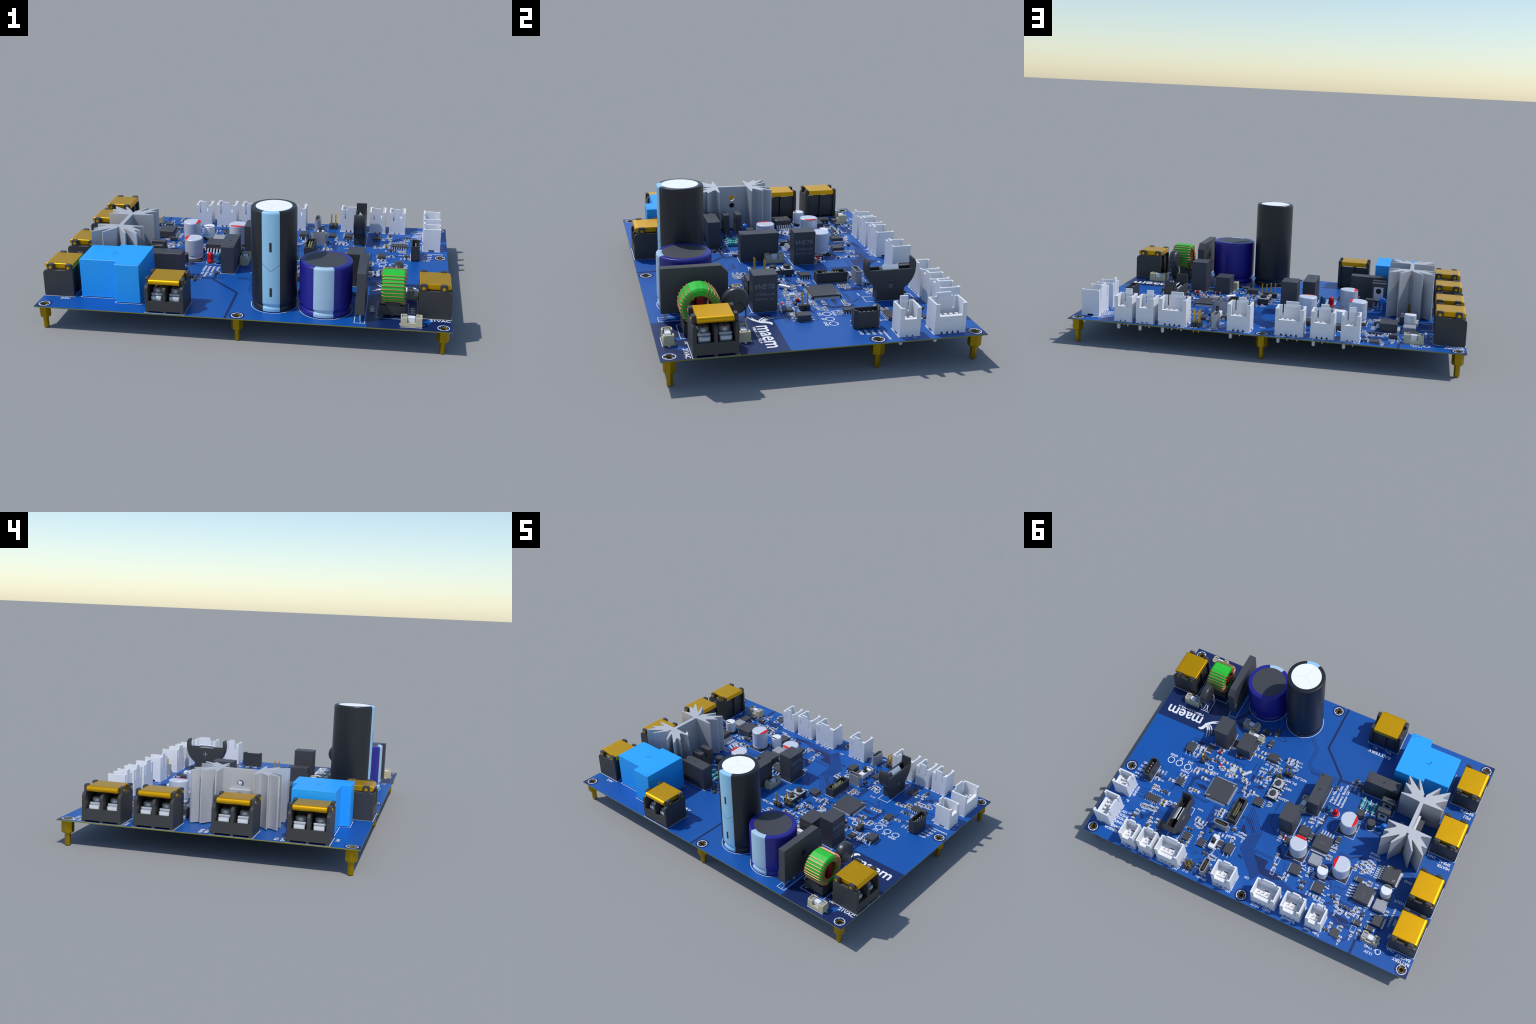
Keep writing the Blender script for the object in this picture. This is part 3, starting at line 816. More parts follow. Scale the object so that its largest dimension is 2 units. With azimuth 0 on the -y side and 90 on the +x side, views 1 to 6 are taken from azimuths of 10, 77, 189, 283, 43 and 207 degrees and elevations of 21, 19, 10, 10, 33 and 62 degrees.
def face_text(part, s, u, v, size, plane, m, bold=BOLD, fit=None):
    """Lettering on a vertical face: plane(u, v) -> (x, y, z)."""
    vs, fs = text_points(s, size, bold, fit)
    part.add([plane(u + a, v + b) for a, b in vs], fs, m)
def converter(h, text=True, w=4.35, d=5.6):
    b = Part(); b.box(-w, w, -d, d, 0.15, h, EPOXY, 0.08)
    m = Part()
    pl = lambda u, v: (w + 0.02, u, v)
    k = h / 17.5
    vs, fs = text_points("WE", 2.3 * k, BOLD)
    m.add([pl(-2.3 + a * 1.15 + 0.28 * bb, 12.1 * k + bb) for a, bb in vs], fs, MARK)
    face_text(m, "78", 2.7, 12.1 * k, 2.3 * k, pl, MARK, FINE)
    face_text(m, "17302xx36", 0.0, 8.4 * k, 1.25 * k, pl, MARK, FINE, 8.6)
    face_text(m, "YYWW", -1.4, 6.0 * k, 1.2 * k, pl, MARK, FINE)
    face_text(m, "VV", 3.1, 6.0 * k, 1.2 * k, pl, MARK, FINE)
    m.add([pl(-4.0 + 0.4 * math.cos(2 * PI * i / 12), 6.0 * k + 0.4 * math.sin(2 * PI * i / 12)) for i in range(12)], [tuple(range(12))], MARK)
    return [("converter_module", b.mesh("converter_module", 25)), ("lettering", m.mesh("lettering", 0, False))]
CONV = converter(17.5); CONVLOW = converter(9.8)
place(CONV, 52.9, -18.0); place(CONV, -5.9, 15.9); place(CONVLOW, 38.4, -17.5)
outline(silk, 48.1, 57.7, -24.0, -12.0, 0.25); outline(silk, -10.7, -1.1, 9.9, 21.9, 0.25); outline(silk, 33.6, 43.2, -23.4, -11.6, 0.25)
for x, y in ((57.6, -24.8), (43.1, -24.0), (-1.2, 22.6)):
    disc(silk, x, y, 0.3, SILK, 12)

# ------------------------------------------------------------------ finned heatsink with its transistor
def heatsink():
    # quarter outline of one star-shaped lobe, x right, y up, measured from the heatsink centre
    half = [(1.05, 8.3), (12.4, 8.95), (12.6, 9.5), (7.6, 10.5), (7.1, 11.0), (7.4, 11.6), (12.4, 15.4), (12.45, 16.0), (9.9, 15.7), (9.4, 16.0), (9.6, 16.4),
            (12.3, 20.2), (12.0, 20.9), (3.9, 14.7), (3.6, 15.1), (6.4, 20.6), (5.9, 21.1), (0.95, 14.2), (0.5, 13.4), (0.75, 12.6), (0.6, 12.0)]
    up = half + [(-x, y - (0.35 if 8.8 < y < 9.6 else 0)) for x, y in half[::-1]]
    poly = up + [(x, -y) for x, y in up[::-1]]
    h = Part()
    h.prism([(x, y) for x, y in poly], 0.5, 25.4, ALU, 'z')
    pin = Part()
    for s in (-1, 1):
        pin.cyl((0, s * 12.75), 0.8, 0.02, 6.5, BRASS, 12)
    return h, pin
h, pin = heatsink()
hs = place([("heatsink", h.mesh("heatsink", 20)), ("mounting_pin", pin.mesh("mounting_pin"))], -70.55, -9.4)
hc = Part()
hc.cyl((0, 18.6), 1.6, -3, 3, ALU, 20, 'x'); hc.cyl((0, 14.2), 1.6, -3, 3, ALU, 20, 'x')
cut(hs, hc)
def power_transistor():
    b = Part()
    b.box(-2.75, -1.45, -5.0, 5.0, 3.4, 15.9, TIN, 0.12)          # metal tab against the fin
    b.box(-5.6, -2.75, -5.1, 5.1, 3.4, 11.8, EPOXY, 0.2)
    b.cyl((0, 13.4), 1.6, -2.78, -2.7, GREYB, 20, 'x'); b.cyl((0, 14.2), 1.5, -1.5, -1.42, DARK, 20, 'x')  # added discs: grey covers the tab hole, dark paints the web hole's depth
    for k in (-2.54, 0, 2.54):
        b.box(-4.3, -3.8, k - 0.4, k + 0.4, 0, 3.5, TIN)
    return b.mesh("power_transistor", 25)
put("power_transistor", power_transistor(), -70.2, -9.4)

def plate_transistor():
    b = Part()
    b.box(-3.9, 3.9, -1.55, 1.55, 3.6, 14.6, EPOXY, 0.25)
    b.prism([(-2.5, 4.6), (2.5, 4.6), (2.7, 4.9), (2.7, 12.0), (2.4, 12.4), (-2.4, 12.4), (-2.7, 12.0), (-2.7, 4.9)], 1.5, 1.62, TIN, 'y')
    b.cyl((0, 10.1), 1.55, 1.58, 1.66, DARK, 22, 'y')
    b.cyl((0, 10.1), 1.55, -1.62, -1.5, DARK, 22, 'y')  # flat dark discs painted in place of the mounting hole
    for k in (-2.3, 0, 2.3):
        b.box(k - 0.4, k + 0.4, -0.25, 0.25, 0, 3.7, TIN)
    return b.mesh("plate_transistor", 25)
pt = plate_transistor()
put("plate_transistor", pt, -52.7, -16.2); put("plate_transistor", pt, -52.7, -9.3)
outline(silk, -57, -48.4, -18.2, -14.2, 0.2); outline(silk, -57, -48.4, -11.3, -7.3, 0.2)

# ------------------------------------------------------------------ bridge rectifier
bd = Part()
prof = [(-13.5, 3.6), (16.2, 3.6), (16.2, 20.9), (13.0, 24.3), (-13.5, 24.3)]
bd.prism(prof, -1.9, 2.1, EPOXY, 'x', 0.12)
bd.prism([(-13.5, 3.6), (16.2, 3.6), (16.2, 10.2), (-13.5, 10.2)], -2.4, -1.85, EPOXY, 'x')
bo = place([("bridge_rectifier", bd.mesh("bridge_rectifier", 25))], 57.8, -51.6)
bc = Part(); bc.cyl((1.5, 15.0), 1.75, -4, 4, EPOXY, 24, 'x'); cut(bo, bc)
ld = Part()
for y in (-11.5, -4, 3.5, 13.5):
    ld.box(-0.35, 0.35, y - 0.9, y + 0.9, 1.6, 3.7, TIN)
    ld.box(-0.35, 0.35, y - 0.5, y + 0.5, -THICK - 1.5, 1.6, TIN)
put("rectifier_leads", ld.mesh("rectifier_leads", 25), parent=bo)
mk = Part()
face_text(mk, "LCE", -1.0, 6.5, 2.2, lambda u, v: (2.12, u, v), GRAPH, FINE)
put("lettering", mk.mesh("lettering", 0, False), parent=bo)
outline(silk, 55.2, 60.0, -66.2, -34.2, 0.25); stroke(silk, [(58.0, -66.0), (58.0, -62.4)], 0.2)

# ------------------------------------------------------------------ common mode choke (toroid)
def choke():
    cx0, cx1, R0, R1, zc = -5.4, 5.4, 5.0, 8.4, 12.6
    core = Part()
    n = 20
    prof = [(R0 + 0.4, cx0), (R1 - 0.8, cx0), (R1, cx0 + 0.8), (R1, cx1 - 0.8), (R1 - 0.8, cx1), (R0 + 0.4, cx1), (R0, cx1 - 0.4), (R0, cx0 + 0.4), (R0 + 0.4, cx0)]
    core.revolve(prof, CORE, (0, 0, zc), n, 'x', phase=PI / n)
    core.box(-5.0, 5.0, -1.6, 1.6, zc - 5.0, zc + 5.1, SEPAR)
    core.box(-4.6, 4.6, -2.1, 2.1, zc - 0.15, zc + 0.15, SEPAR)
    wire = Part()
    rw = 0.22
    for side in (-1, 1):
        for i in range(12):
            a = math.radians((24 if side > 0 else 33) + i * 11.2)
            d = (side * math.sin(a), math.cos(a))
            path = []
            for rr, xx in [(R0 - rw, cx0 + 0.3), (R0 - rw, cx1 - 0.3), (R0 + 0.3, cx1 + rw), (R1 - 0.8, cx1 + rw), (R1 - 0.15, cx1 - 0.15), (R1 + rw, cx1 - 0.9),
                           (R1 + rw, cx0 + 0.9), (R1 - 0.15, cx0 + 0.15), (R1 - 0.8, cx0 - rw), (R0 + 0.3, cx0 - rw)]:
                path.append((xx, d[0] * rr, zc + d[1] * rr))
            wire.tube(path, rw, COPPER, 7, True)
        wire.tube([(5.3, side * 3.2, 9.0), (5.4, side * 3.3, 5.0), (5.4, side * 3.4, 0)], rw, COPPER, 7)
        wire.tube([(-5.3, side * 3.2, 9.0), (-5.4, side * 3.3, 5.0), (-5.4, side * 3.4, 0)], rw, COPPER, 7)
    base = Part()
    base.box(-6.0, 6.0, -7.3, -5.0, 1.0, 5.8, BLACK, 0.2); base.box(-6.0, 6.0, 5.0, 7.3, 1.0, 5.8, BLACK, 0.2)
    base.box(-6.0, 6.0, -5.0, 5.0, 1.2, 4.0, BLACK, 0.2)
    base.box(-3.4, 3.4, -7.2, -5.6, 5.6, 7.4, BLACK, 0.2); base.box(-3.4, 3.4, 5.6, 7.2, 5.6, 7.4, BLACK, 0.2)
    for x in (-4.6, 0, 4.6):
        for y in (-5.6, 5.6):
            base.box(x - 0.7, x + 0.7, y - 0.9, y + 0.9, 0, 1.2, BLACK)
    return [("choke_base", base.mesh("choke_base", 25)), ("toroid_core", core.mesh("toroid_core", 12)), ("copper_winding", wire.mesh("copper_winding", 60))]
place(choke(), 72.45, -50.3)
outline(silk, 65.0, 79.8, -59.2, -40.8, 0.22)

# varistor disc on bent leads
vd = Part()
vd.revolve([(0, -2.3), (4.5, -2.3), (5.2, -2.05), (5.65, -1.5), (5.85, -0.7), (5.85, 0.7), (5.65, 1.5), (5.2, 2.05), (4.5, 2.3), (0, 2.3)], DISCK, (0, 0, 13.4), 40, 'x')
vl = Part()
vl.tube([(2.1, 0.5, 13.0), (2.75, 2.6, 12.6), (2.8, 3.9, 11.2), (2.7, 3.9, 6.0), (2.9, 3.4, 3.0), (2.9, 3.6, 0.0)], 0.32, DISCK, 8)
vl.tube([(2.8, 3.9, 6.4), (2.75, 3.6, 3.5), (2.95, 3.4, 2.0), (2.95, 3.5, -1.5)], 0.4, TIN, 8)
vl.tube([(-1.6, -3.6, 9.5), (-2.2, -3.9, 6.0), (-1.8, -3.5, 3.5), (-1.8, -3.8, 2.0), (-1.8, -3.8, -1.5)], 0.4, TIN, 8)
place([("varistor_disc", vd.mesh("varistor_disc", 40)), ("lead_wire", vl.mesh("lead_wire", 60))], 74.3, -34.9)
stroke(silk, [(78.0, -30.4), (72.0, -30.4), (72.0, -39.5), (78.0, -39.5)], 0.25)
stroke(silk, [(75.9, -31.0), (75.9, -35.2)], 0.25); stroke(silk, [(74.8, -30.9), (74.0, -33.2), (74.6, -34.8)], 0.25); stroke(silk, [(73.2, -31.0), (75.0, -34.8)], 0.25)

# ------------------------------------------------------------------ coin cell holder
def coin_holder():
    h = Part()
    def curve(side):
        pts = [(6.6, 0), (6.6, 4.4)] + [(11.9 * math.cos(t), 15.4 + 11.6 * math.sin(t)) for t in [-0.98 + 0.14 * k for k in range(7)]]
        return [(side * y, z) for y, z in pts]
    plate = curve(1) + [(11.2, 14.8), (-11.2, 14.8)] + curve(-1)[::-1]
    h.prism(plate, 2.2, 3.3, BLACK, 'x', 0.1)
    h.prism(plate, -3.0, -1.9, BLACK, 'x', 0.1)
    h.box(-2.6, 2.9, -6.55, 6.55, 0.02, 4.2, BLACK)
    for s in (-1, 1):
        out = curve(1)[1:] + [(12.0, 15.4), (12.0, 17.2), (11.6, 18.9), (11.0, 19.7), (10.6, 19.2), (10.75, 16.6)]
        inn = [(10.6 * math.cos(t), 15.2 + 10.3 * math.sin(t)) for t in [-0.1 - 0.15 * k for k in range(6)]] + [(5.4, 4.4)]
        h.prism([(s * y, z) for y, z in out + inn], -2.8, 3.1, BLACK, 'x', 0.12)
    h.box(3.29, 3.36, -1.6, 2.0, 8.7, 8.85, DARK); h.box(3.29, 3.37, 1.9, 2.05, 8.7, 9.9, DARK)
    coin = Part()
    coin.prism([(2.1, 13.3), (-0.3, 16.3), (-0.55, 16.0), (1.85, 13.0)], -3.6, 4.2, CERAM, 'y')
    coin.box(-1.5, -1.25, -4.3, 3.8, 3.0, 14.9, CERAM)
    coin.box(-0.5, 0.5, -0.5, 0.5, -THICK - 1.5, 0.0, TIN)
    plus = Part()
    plus.box(-3.04, -2.99, -1.4, 1.4, 10.9, 11.15, LABEL); plus.box(-3.042, -2.99, -0.13, 0.13, 9.6, 12.5, LABEL)
    win = Part()
    win.box(3.28, 3.35, -1.1, 1.1, 5.9, 8.1, GRAPH); win.box(3.28, 3.34, 1.1, 1.45, 5.7, 8.1, DARK)  # flat grey plate and dark strip stand in for the window opening
    return [("coin_cell_holder", h.mesh("coin_cell_holder", 25)), ("contact_spring", coin.mesh("contact_spring", 30)), ("polarity_mark", plus.mesh("polarity_mark", 0)), ("painted_window", win.mesh("painted_window", 0))]
place(coin_holder(), 50.9, 42.6)
outline(silk, 48.2, 54.8, 30.8, 54.5, 0.28)

# ------------------------------------------------------------------ small headers, switches, sockets
def pin_header(nx, ny, pale=False):
    b = Part(); pins = Part()
    for i in range(nx):
        for j in range(ny):
            x = (i - (nx - 1) / 2) * 2.54; y = (j - (ny - 1) / 2) * 2.54
            b.prism([(x - 1.25, y - 0.8), (x - 0.8, y - 1.25), (x + 0.8, y - 1.25), (x + 1.25, y - 0.8), (x + 1.25, y + 0.8), (x + 0.8, y + 1.25), (x - 0.8, y + 1.25), (x - 1.25, y + 0.8)], 0.05, 2.5, BLACK)
            pins.box(x - 0.32, x + 0.32, y - 0.32, y + 0.32, -THICK - 2.4, 8.7, GOLD, 0.14)
    return [("pin_header", b.mesh("pin_header", 25)), ("gold_pins", pins.mesh("gold_pins", 25))]
H12 = pin_header(1, 2); H21 = pin_header(2, 1); H22 = pin_header(2, 2)
place(H12, 58.5, 0.0); place(H21, 8.4, -12.6); place(H21, 12.8, -8.4); place(H22, 34.1, 63.4)

bx = Part()                                     # shrouded debug header
for a in ((-2.6, -2.0, -7.8, 7.8), (2.0, 2.6, -7.8, -1.4), (2.0, 2.6, 1.4, 7.8), (-2.0, 2.0, -7.8, -6.9), (-2.0, 2.0, 6.9, 7.8)):
    bx.box(*a, 0.15, 5.2, BLACK)
bx.box(2.0, 2.55, -1.4, 1.4, 0.15, 3.2, BLACK)
bx.box(-2.0, 2.0, -6.9, 6.9, 0.15, 2.2, DARK)
pn = Part()
for i in range(7):
    for sx in (-0.65, 0.65):
        y = (i - 3) * 1.27
        pn.box(sx - 0.22, sx + 0.22, y - 0.22, y + 0.22, 2.2, 4.9, PALEGOLD, 0.08)
place([("shrouded_header", bx.mesh("shrouded_header", 25)), ("gold_pins", pn.mesh("gold_pins_fine", 25))], 24.8, 22.2, 180)
outline(silk, 22.0, 27.6, 14.2, 30.2, 0.2)

tx = Part()                                     # black four-way header with cut corners
oc = [(2.4, -5.8), (2.4, 5.8), (-1.2, 5.8), (-2.2, 4.6), (-2.2, -4.6), (-1.2, -5.8)]
def shrink(poly, k): return [(x - math.copysign(k, x), y - math.copysign(k, y)) for x, y in poly]
inn = shrink(oc, 0.6)
for i in range(len(oc)):
    j = (i + 1) % len(oc)
    tx.prism([oc[i], oc[j], inn[j], inn[i]], 0.7, 8.6 if i != 3 else 8.0, BLACK)
tx.prism(inn, 0.7, 3.6, DARK)
for y in (-4, -1.3, 1.3, 4):
    tx.box(-2.0, 2.2, y - 0.6, y + 0.6, 0.0, 0.75, BLACK)
pn = Part()
for i in range(4):
    y = (i - 1.5) * 2.0
    pn.box(-0.3, 0.3, y - 0.3, y + 0.3, 3.6, 7.4, TIN, 0.1)
place([("locking_header", tx.mesh("locking_header", 25)), ("contact_pins", pn.mesh("contact_pins_short", 25))], 82.6, 20.9, 180)
stroke(silk, [(80.0, 26.9), (80.0, 14.8)], 0.25); stroke(silk, [(80.0, 26.9), (84.5, 26.9)], 0.25)

def push_button():
    b = Part()
    b.box(-3.05, 3.05, -3.05, 3.05, 0.3, 3.2, BLACK, 0.1)
    for s in (-1, 1):
        for q in (-1, 1):
            b.box(s * 3.6 - 0.7, s * 3.6 + 0.7, q * 2.2 - 0.4, q * 2.2 + 0.4, 0.05, 0.9, TIN)
    top = Part()
    top.box(-3.1, 3.1, -3.1, 3.1, 3.2, 3.45, TIN, 0.05)
    for s in (-1, 1):
        for q in (-1, 1):
            top.cyl((s * 2.45, q * 2.45), 0.45, 3.4, 3.6, BLACK, 14)
    k = Part(); k.cyl((0, 0), 1.75, 3.4, 5.0, BLACK, 28, 'z', 0.15)
    return [("push_button", b.mesh("push_button", 25)), ("cover_plate", top.mesh("cover_plate", 25)), ("button_cap", k.mesh("button_cap", 25))]
PB = push_button()
place(PB, 10.9, -3.8); place(PB, 10.9, 3.45)

sw = Part()
sw.prism([(-1.9, -4.3), (1.9, -4.3), (1.9, 4.3), (-1.9, 4.3)], 0.3, 3.5, WHITE, 'z', 0.25)
for y in (-3, 0, 3):
    sw.box(-2.8, -1.8, y - 0.35, y + 0.35, 0.05, 0.5, TIN)
    sw.box(1.8, 2.6, y - 0.35, y + 0.35, 0.05, 0.5, TIN)
lv = Part(); lv.box(-0.75, 0.75, -1.2, 0.6, 3.5, 7.0, BLACK, 0.15); lv.box(-1.1, 1.1, -1.6, 1.8, 3.45, 3.56, DARK)
place([("slide_switch", sw.mesh("slide_switch", 25)), ("lever", lv.mesh("lever", 25))], 28.0, 45.0)

def usb_socket(h):
    L, W, t = 4.6, 1.65, 0.4
    def stadium(l, w, n=8):
        r = w
        return [(l - r + r * math.cos(a), r * math.sin(a)) for a in [-PI / 2 + PI * i / n for i in range(n + 1)]] + [(-l + r + r * math.cos(a), r * math.sin(a)) for a in [PI / 2 + PI * i / n for i in range(n + 1)]]
    o, i_ = stadium(L, W), stadium(L - t, W - t)
    s = Part(); n = len(o)
    vs = [(x, y, 0.1) for x, y in o] + [(x, y, h) for x, y in o] + [(x, y, h) for x, y in i_] + [(x, y, h - 4.5) for x, y in i_]
    fs = []
    for k in range(n):
        j = (k + 1) % n
        fs += [(k, j, n + j, n + k), (n + k, n + j, 2 * n + j, 2 * n + k), (2 * n + k, 2 * n + j, 3 * n + j, 3 * n + k)]
    s.add(vs, fs, SHELL)
    s.add([(x, y, h - 4.5) for x, y in i_], [tuple(range(n))], DARK)
    for q in (-1, 1):
        s.box(q * 3.6 - 0.5, q * 3.6 + 0.5, -2.1, 2.1, 0.02, 0.6, TIN)
    tg = Part(); tg.box(-3.3, 3.3, -0.35, 0.35, h - 4.6, h - 0.7, BLACK, 0.05)
    for k in range(8):
        tg.box(-2.6 + k * 0.72, -2.3 + k * 0.72, -0.4, 0.4, h - 3.5, h - 0.9, GOLD)
    return [("usb_socket", s.mesh("usb_socket", 35, False)), ("contact_tongue", tg.mesh("contact_tongue", 25))]
USB = usb_socket(7.0)
place(USB, 28.6, 34.4, 0); place(USB, 25.0, 61.2, 90)

# ------------------------------------------------------------------ fuse holders
def fuse_holder():
    b = Part(); b.tf = Matrix.Diagonal((1, 0.9, 0.96, 1))
    end = [(-2.7, 0.15), (2.7, 0.15), (2.45, 4.3), (2.0, 4.9), (-2.0, 4.9), (-2.45, 4.3)]
    for s in (-1, 1):
        a, c = sorted((s * 4.85, s * 4.3)); b.prism(end, a, c, CREAM, 'x', 0.08)
        for q in (-1, 1):
            y0, y1 = sorted((q * 2.55, q * 1.75)); x0, x1 = sorted((s * 4.4, s * 2.0))
            b.box(x0, x1, y0, y1, 0.15, 4.7, CREAM, 0.08)
    for q in (-1, 1):
        y0, y1 = sorted((q * 2.6, q * 1.75)); b.box(-2.1, 2.1, y0, y1, 0.15, 2.1, CREAM)
    b.box(-4.4, 4.4, -1.8, 1.8, 0.15, 0.8, CREAM)
    for s in (-1, 1):
        b.box(s * 5.0 - 0.4, s * 5.0 + 0.4, -0.7, 0.7, 0.03, 0.3, TIN)
    c = Part(); c.tf = b.tf
    c.box(-1.5, 1.5, -1.35, 1.35, 0.9, 4.5, CERAM, 0.08)
    for s in (-1, 1):
        x0, x1 = sorted((s * 4.2, s * 1.5)); c.box(x0, x1, -1.3, 1.3, 0.9, 4.35, GREYB, 0.08)
        x0, x1 = sorted((s * 2.0, s * 2.3)); c.box(x0, x1, -1.7, 1.7, 0.8, 3.3, TIN, 0.05)
    return [("fuse_holder", b.mesh("fuse_holder", 25)), ("fuse", c.mesh("fuse", 25))]
FH = fuse_holder()
FUSES = [(81.4, -64.8, 0), (83.8, -33.4, 0), (42.9, -32.6, 0), (36.9, -26.4, 0), (-74.4, 58.2, 0), (-8.2, 1.4, 90)]
for x, y, r in FUSES:
    place(FH, x, y, r)
    if r == 0:
        stroke(silk, [(x - 4.9, y - 2.7), (x + 4.9, y - 2.7)], 0.25); stroke(silk, [(x - 4.9, y + 2.7), (x + 4.9, y + 2.7)], 0.25)
    disc(silk, x + (5.9 if r == 0 else 0), y + (0 if r == 0 else 5.9), 0.3, SILK, 12)

# ------------------------------------------------------------------ through-hole small parts
def led(m):
    b = Part()
    b.revolve([(0, 0.6), (1.9, 0.6), (1.95, 1.5), (1.5, 1.7), (1.5, 4.4), (1.35, 5.1), (0.95, 5.7), (0.4, 6.0), (0, 6.05)], m, n=24)
    for x in (-1.27, 1.27):
        b.box(x - 0.25, x + 0.25, -0.25, 0.25, -1.5, 0.8, TIN)
    return b.mesh("indicator_led", 50)
put("indicator_led", led(LEDB), -22.1, -1.9); put("indicator_led", led(LEDR), -26.9, -1.7)
for x in (-22.1, -26.9):
    ring(silk, x, -1.8, 2.3, 0.2)

def axial(bands):
    p = Part()
    prof = [(0, -3.3), (0.7, -3.2), (1.15, -2.7), (1.15, -1.6), (0.98, -1.2), (0.98, 1.2), (1.15, 1.6), (1.15, 2.7), (0.7, 3.2), (0, 3.3)]
    p.revolve(prof, CYAN, (0, 0, 1.3), 20, 'y')
    for y, m in bands:
        r = 1.18 if abs(y) > 1.5 else 1.03
        p.revolve([(r, y - 0.17), (r, y + 0.17)], m, (0, 0, 1.3), 20, 'y')
    for s in (-1, 1):
        p.tube([(0, s * 3.1, 1.3), (0, s * 4.3, 1.3), (0, s * 4.9, 1.1), (0, s * 5.1, 0.5), (0, s * 5.1, -1.0)], 0.3, TIN, 8)
    return p.mesh("axial_resistor", 40)
ax = [axial([(2.2, BANDR), (0.8, BANDG), (0.0, BANDK), (-0.8, BANDK), (-2.2, BANDN)]), axial([(2.2, BANDN), (0.6, BANDK), (-0.6, BANDG), (-2.2, BANDR)]), axial([(2.2, BANDN), (0.8, BANDK), (-0.2, BANDG), (-2.2, BANDR)])]
for me, x, y in zip(ax, (-38.5, -42.3, -45.9), (-14.7, -13.9, -13.9)):
    put("axial_resistor", me, x, y)
    outline(silk, x - 1.5, x + 1.5, y - 3.6, y + 3.6, 0.18)

t92 = Part()
prof = arc(0, 0, 2.4, -50, 230, 22)
t92.prism(prof, 1.6, 6.4, EPOXY, 'z', 0.1)
for k in (-1.27, 0, 1.27):
    t92.box(k - 0.25, k + 0.25, -0.3, 0.2, -1, 1.7, TIN)
tm = t92.mesh("small_transistor", 30)
for x, y in ((-40.3, -6.4), (-48.2, -3.4)):
    put("small_transistor", tm, x, y)
    stroke(silk, arc(x, y, 2.8, -55, 235, 24), 0.28)
dc = Part()
dc.revolve([(0, -1.2), (1.7, -1.0), (2.1, 0), (1.7, 1.0), (0, 1.2)], DISCB, (0, 0, 5.2), 24, 'y')
dc.tube([(-1.0, 0, 4.0), (-1.6, 0.2, 2.2), (-1.27, 0, 0.6), (-1.27, 0, -1)], 0.42, DISCB, 8)
dc.tube([(1.0, 0, 4.0), (1.6, 0.2, 2.2), (1.27, 0, 0.6), (1.27, 0, -1)], 0.42, DISCB, 8)
put("disc_capacitor", dc.mesh("disc_capacitor", 50), -55.6, -4.6)

# ------------------------------------------------------------------ surface mount packages
def gull(part, x, y, dx, dy, w, z=0.9, reach=1.1, t=0.12, m=TIN):
    """One bent lead that leaves the body at (x, y) in direction (dx, dy)."""
    prof = [(-0.1, z), (reach * 0.35, z), (reach * 0.55, t + 0.03), (reach, t + 0.03), (reach, 0.03), (reach * 0.45, 0.03), (reach * 0.25, z - t), (-0.1, z - t)]
    vs = []
    for s in (-w / 2, w / 2):
        for u, v in prof:
            vs.append((x + dx * u - dy * s, y + dy * u + dx * s, v))
    n = len(prof)
    fs = [tuple(range(n)), tuple(range(2 * n - 1, n - 1, -1))] + [(i, n + i, n + (i + 1) % n, (i + 1) % n) for i in range(n)]
    part.add(vs, fs, m)
def dual_inline(nside, pitch, bx_, by, h, lw=0.42, reach=1.15):
    """Body bx_ x by with leads on the two x sides."""
    p = Part()
    p.box(-bx_ / 2, bx_ / 2, -by / 2, by / 2, 0.12, h, EPOXY, 0.12)
    p.cyl((bx_ / 2 - 0.7, by / 2 - 0.7), 0.3, h - 0.02, h + 0.01, GRAPH, 12)
    for i in range(nside):
        y = (i - (nside - 1) / 2) * pitch
        gull(p, bx_ / 2, y, 1, 0, lw, h * 0.55, reach); gull(p, -bx_ / 2, y, -1, 0, lw, h * 0.55, reach)
    return p.mesh("integrated_circuit", 25)
IC8 = dual_inline(4, 1.27, 3.9, 4.9, 1.6); IC8W = dual_inline(4, 1.27, 5.3, 5.2, 1.9); IC14 = dual_inline(7, 1.27, 3.9, 8.8, 1.6)
for x, y in ((64.4, 19.1), (44.0, 48.3), (34.6, 48.2)):
    put("integrated_circuit", IC8, x, y)
put("integrated_circuit", IC8W, 16.7, 11.1)
put("integrated_circuit", IC14, 73.6, 35.4, 90)

q = Part()                                       # microcontroller
q.box(-6.95, 6.95, -6.95, 6.95, 0.15, 0.8, EPOXY); q.prism([(-6.6, -6.95), (6.6, -6.95), (6.95, -6.6), (6.95, 6.6), (6.6, 6.95), (-6.6, 6.95), (-6.95, 6.6), (-6.95, -6.6)], 0.8, 1.55, EPOXY, 'z', 0.15)
q.cyl((-5.7, -5.7), 0.5, 1.5, 1.57, LABEL, 18)
for i in range(25):
    k = (i - 12) * 0.5
    for dx, dy in ((1, 0), (-1, 0), (0, 1), (0, -1)):
        gull(q, dx * 6.95 + (k if dx == 0 else 0), dy * 6.95 + (k if dy == 0 else 0), dx, dy, 0.24, 0.8, 1.1, 0.12, TIN)
mc = put("microcontroller", q.mesh("microcontroller", 25), 39.8, 14.0)
ml = Part()
ml.add([(5.0 + 0.45 * math.cos(2 * PI * i / 16), 5.6 + 0.4 * math.sin(2 * PI * i / 16), 1.565) for i in range(16)], [tuple(range(16))], LABEL)
vs, fs = text_points("arm", 0.9, FINE); ml.add([(4.1 + 2.2 + b * 0 + a * -1 , 5.9 - b, 1.566) for a, b in vs], fs, LABEL)
put("lettering", ml.mesh("lettering", 0, False), parent=mc)

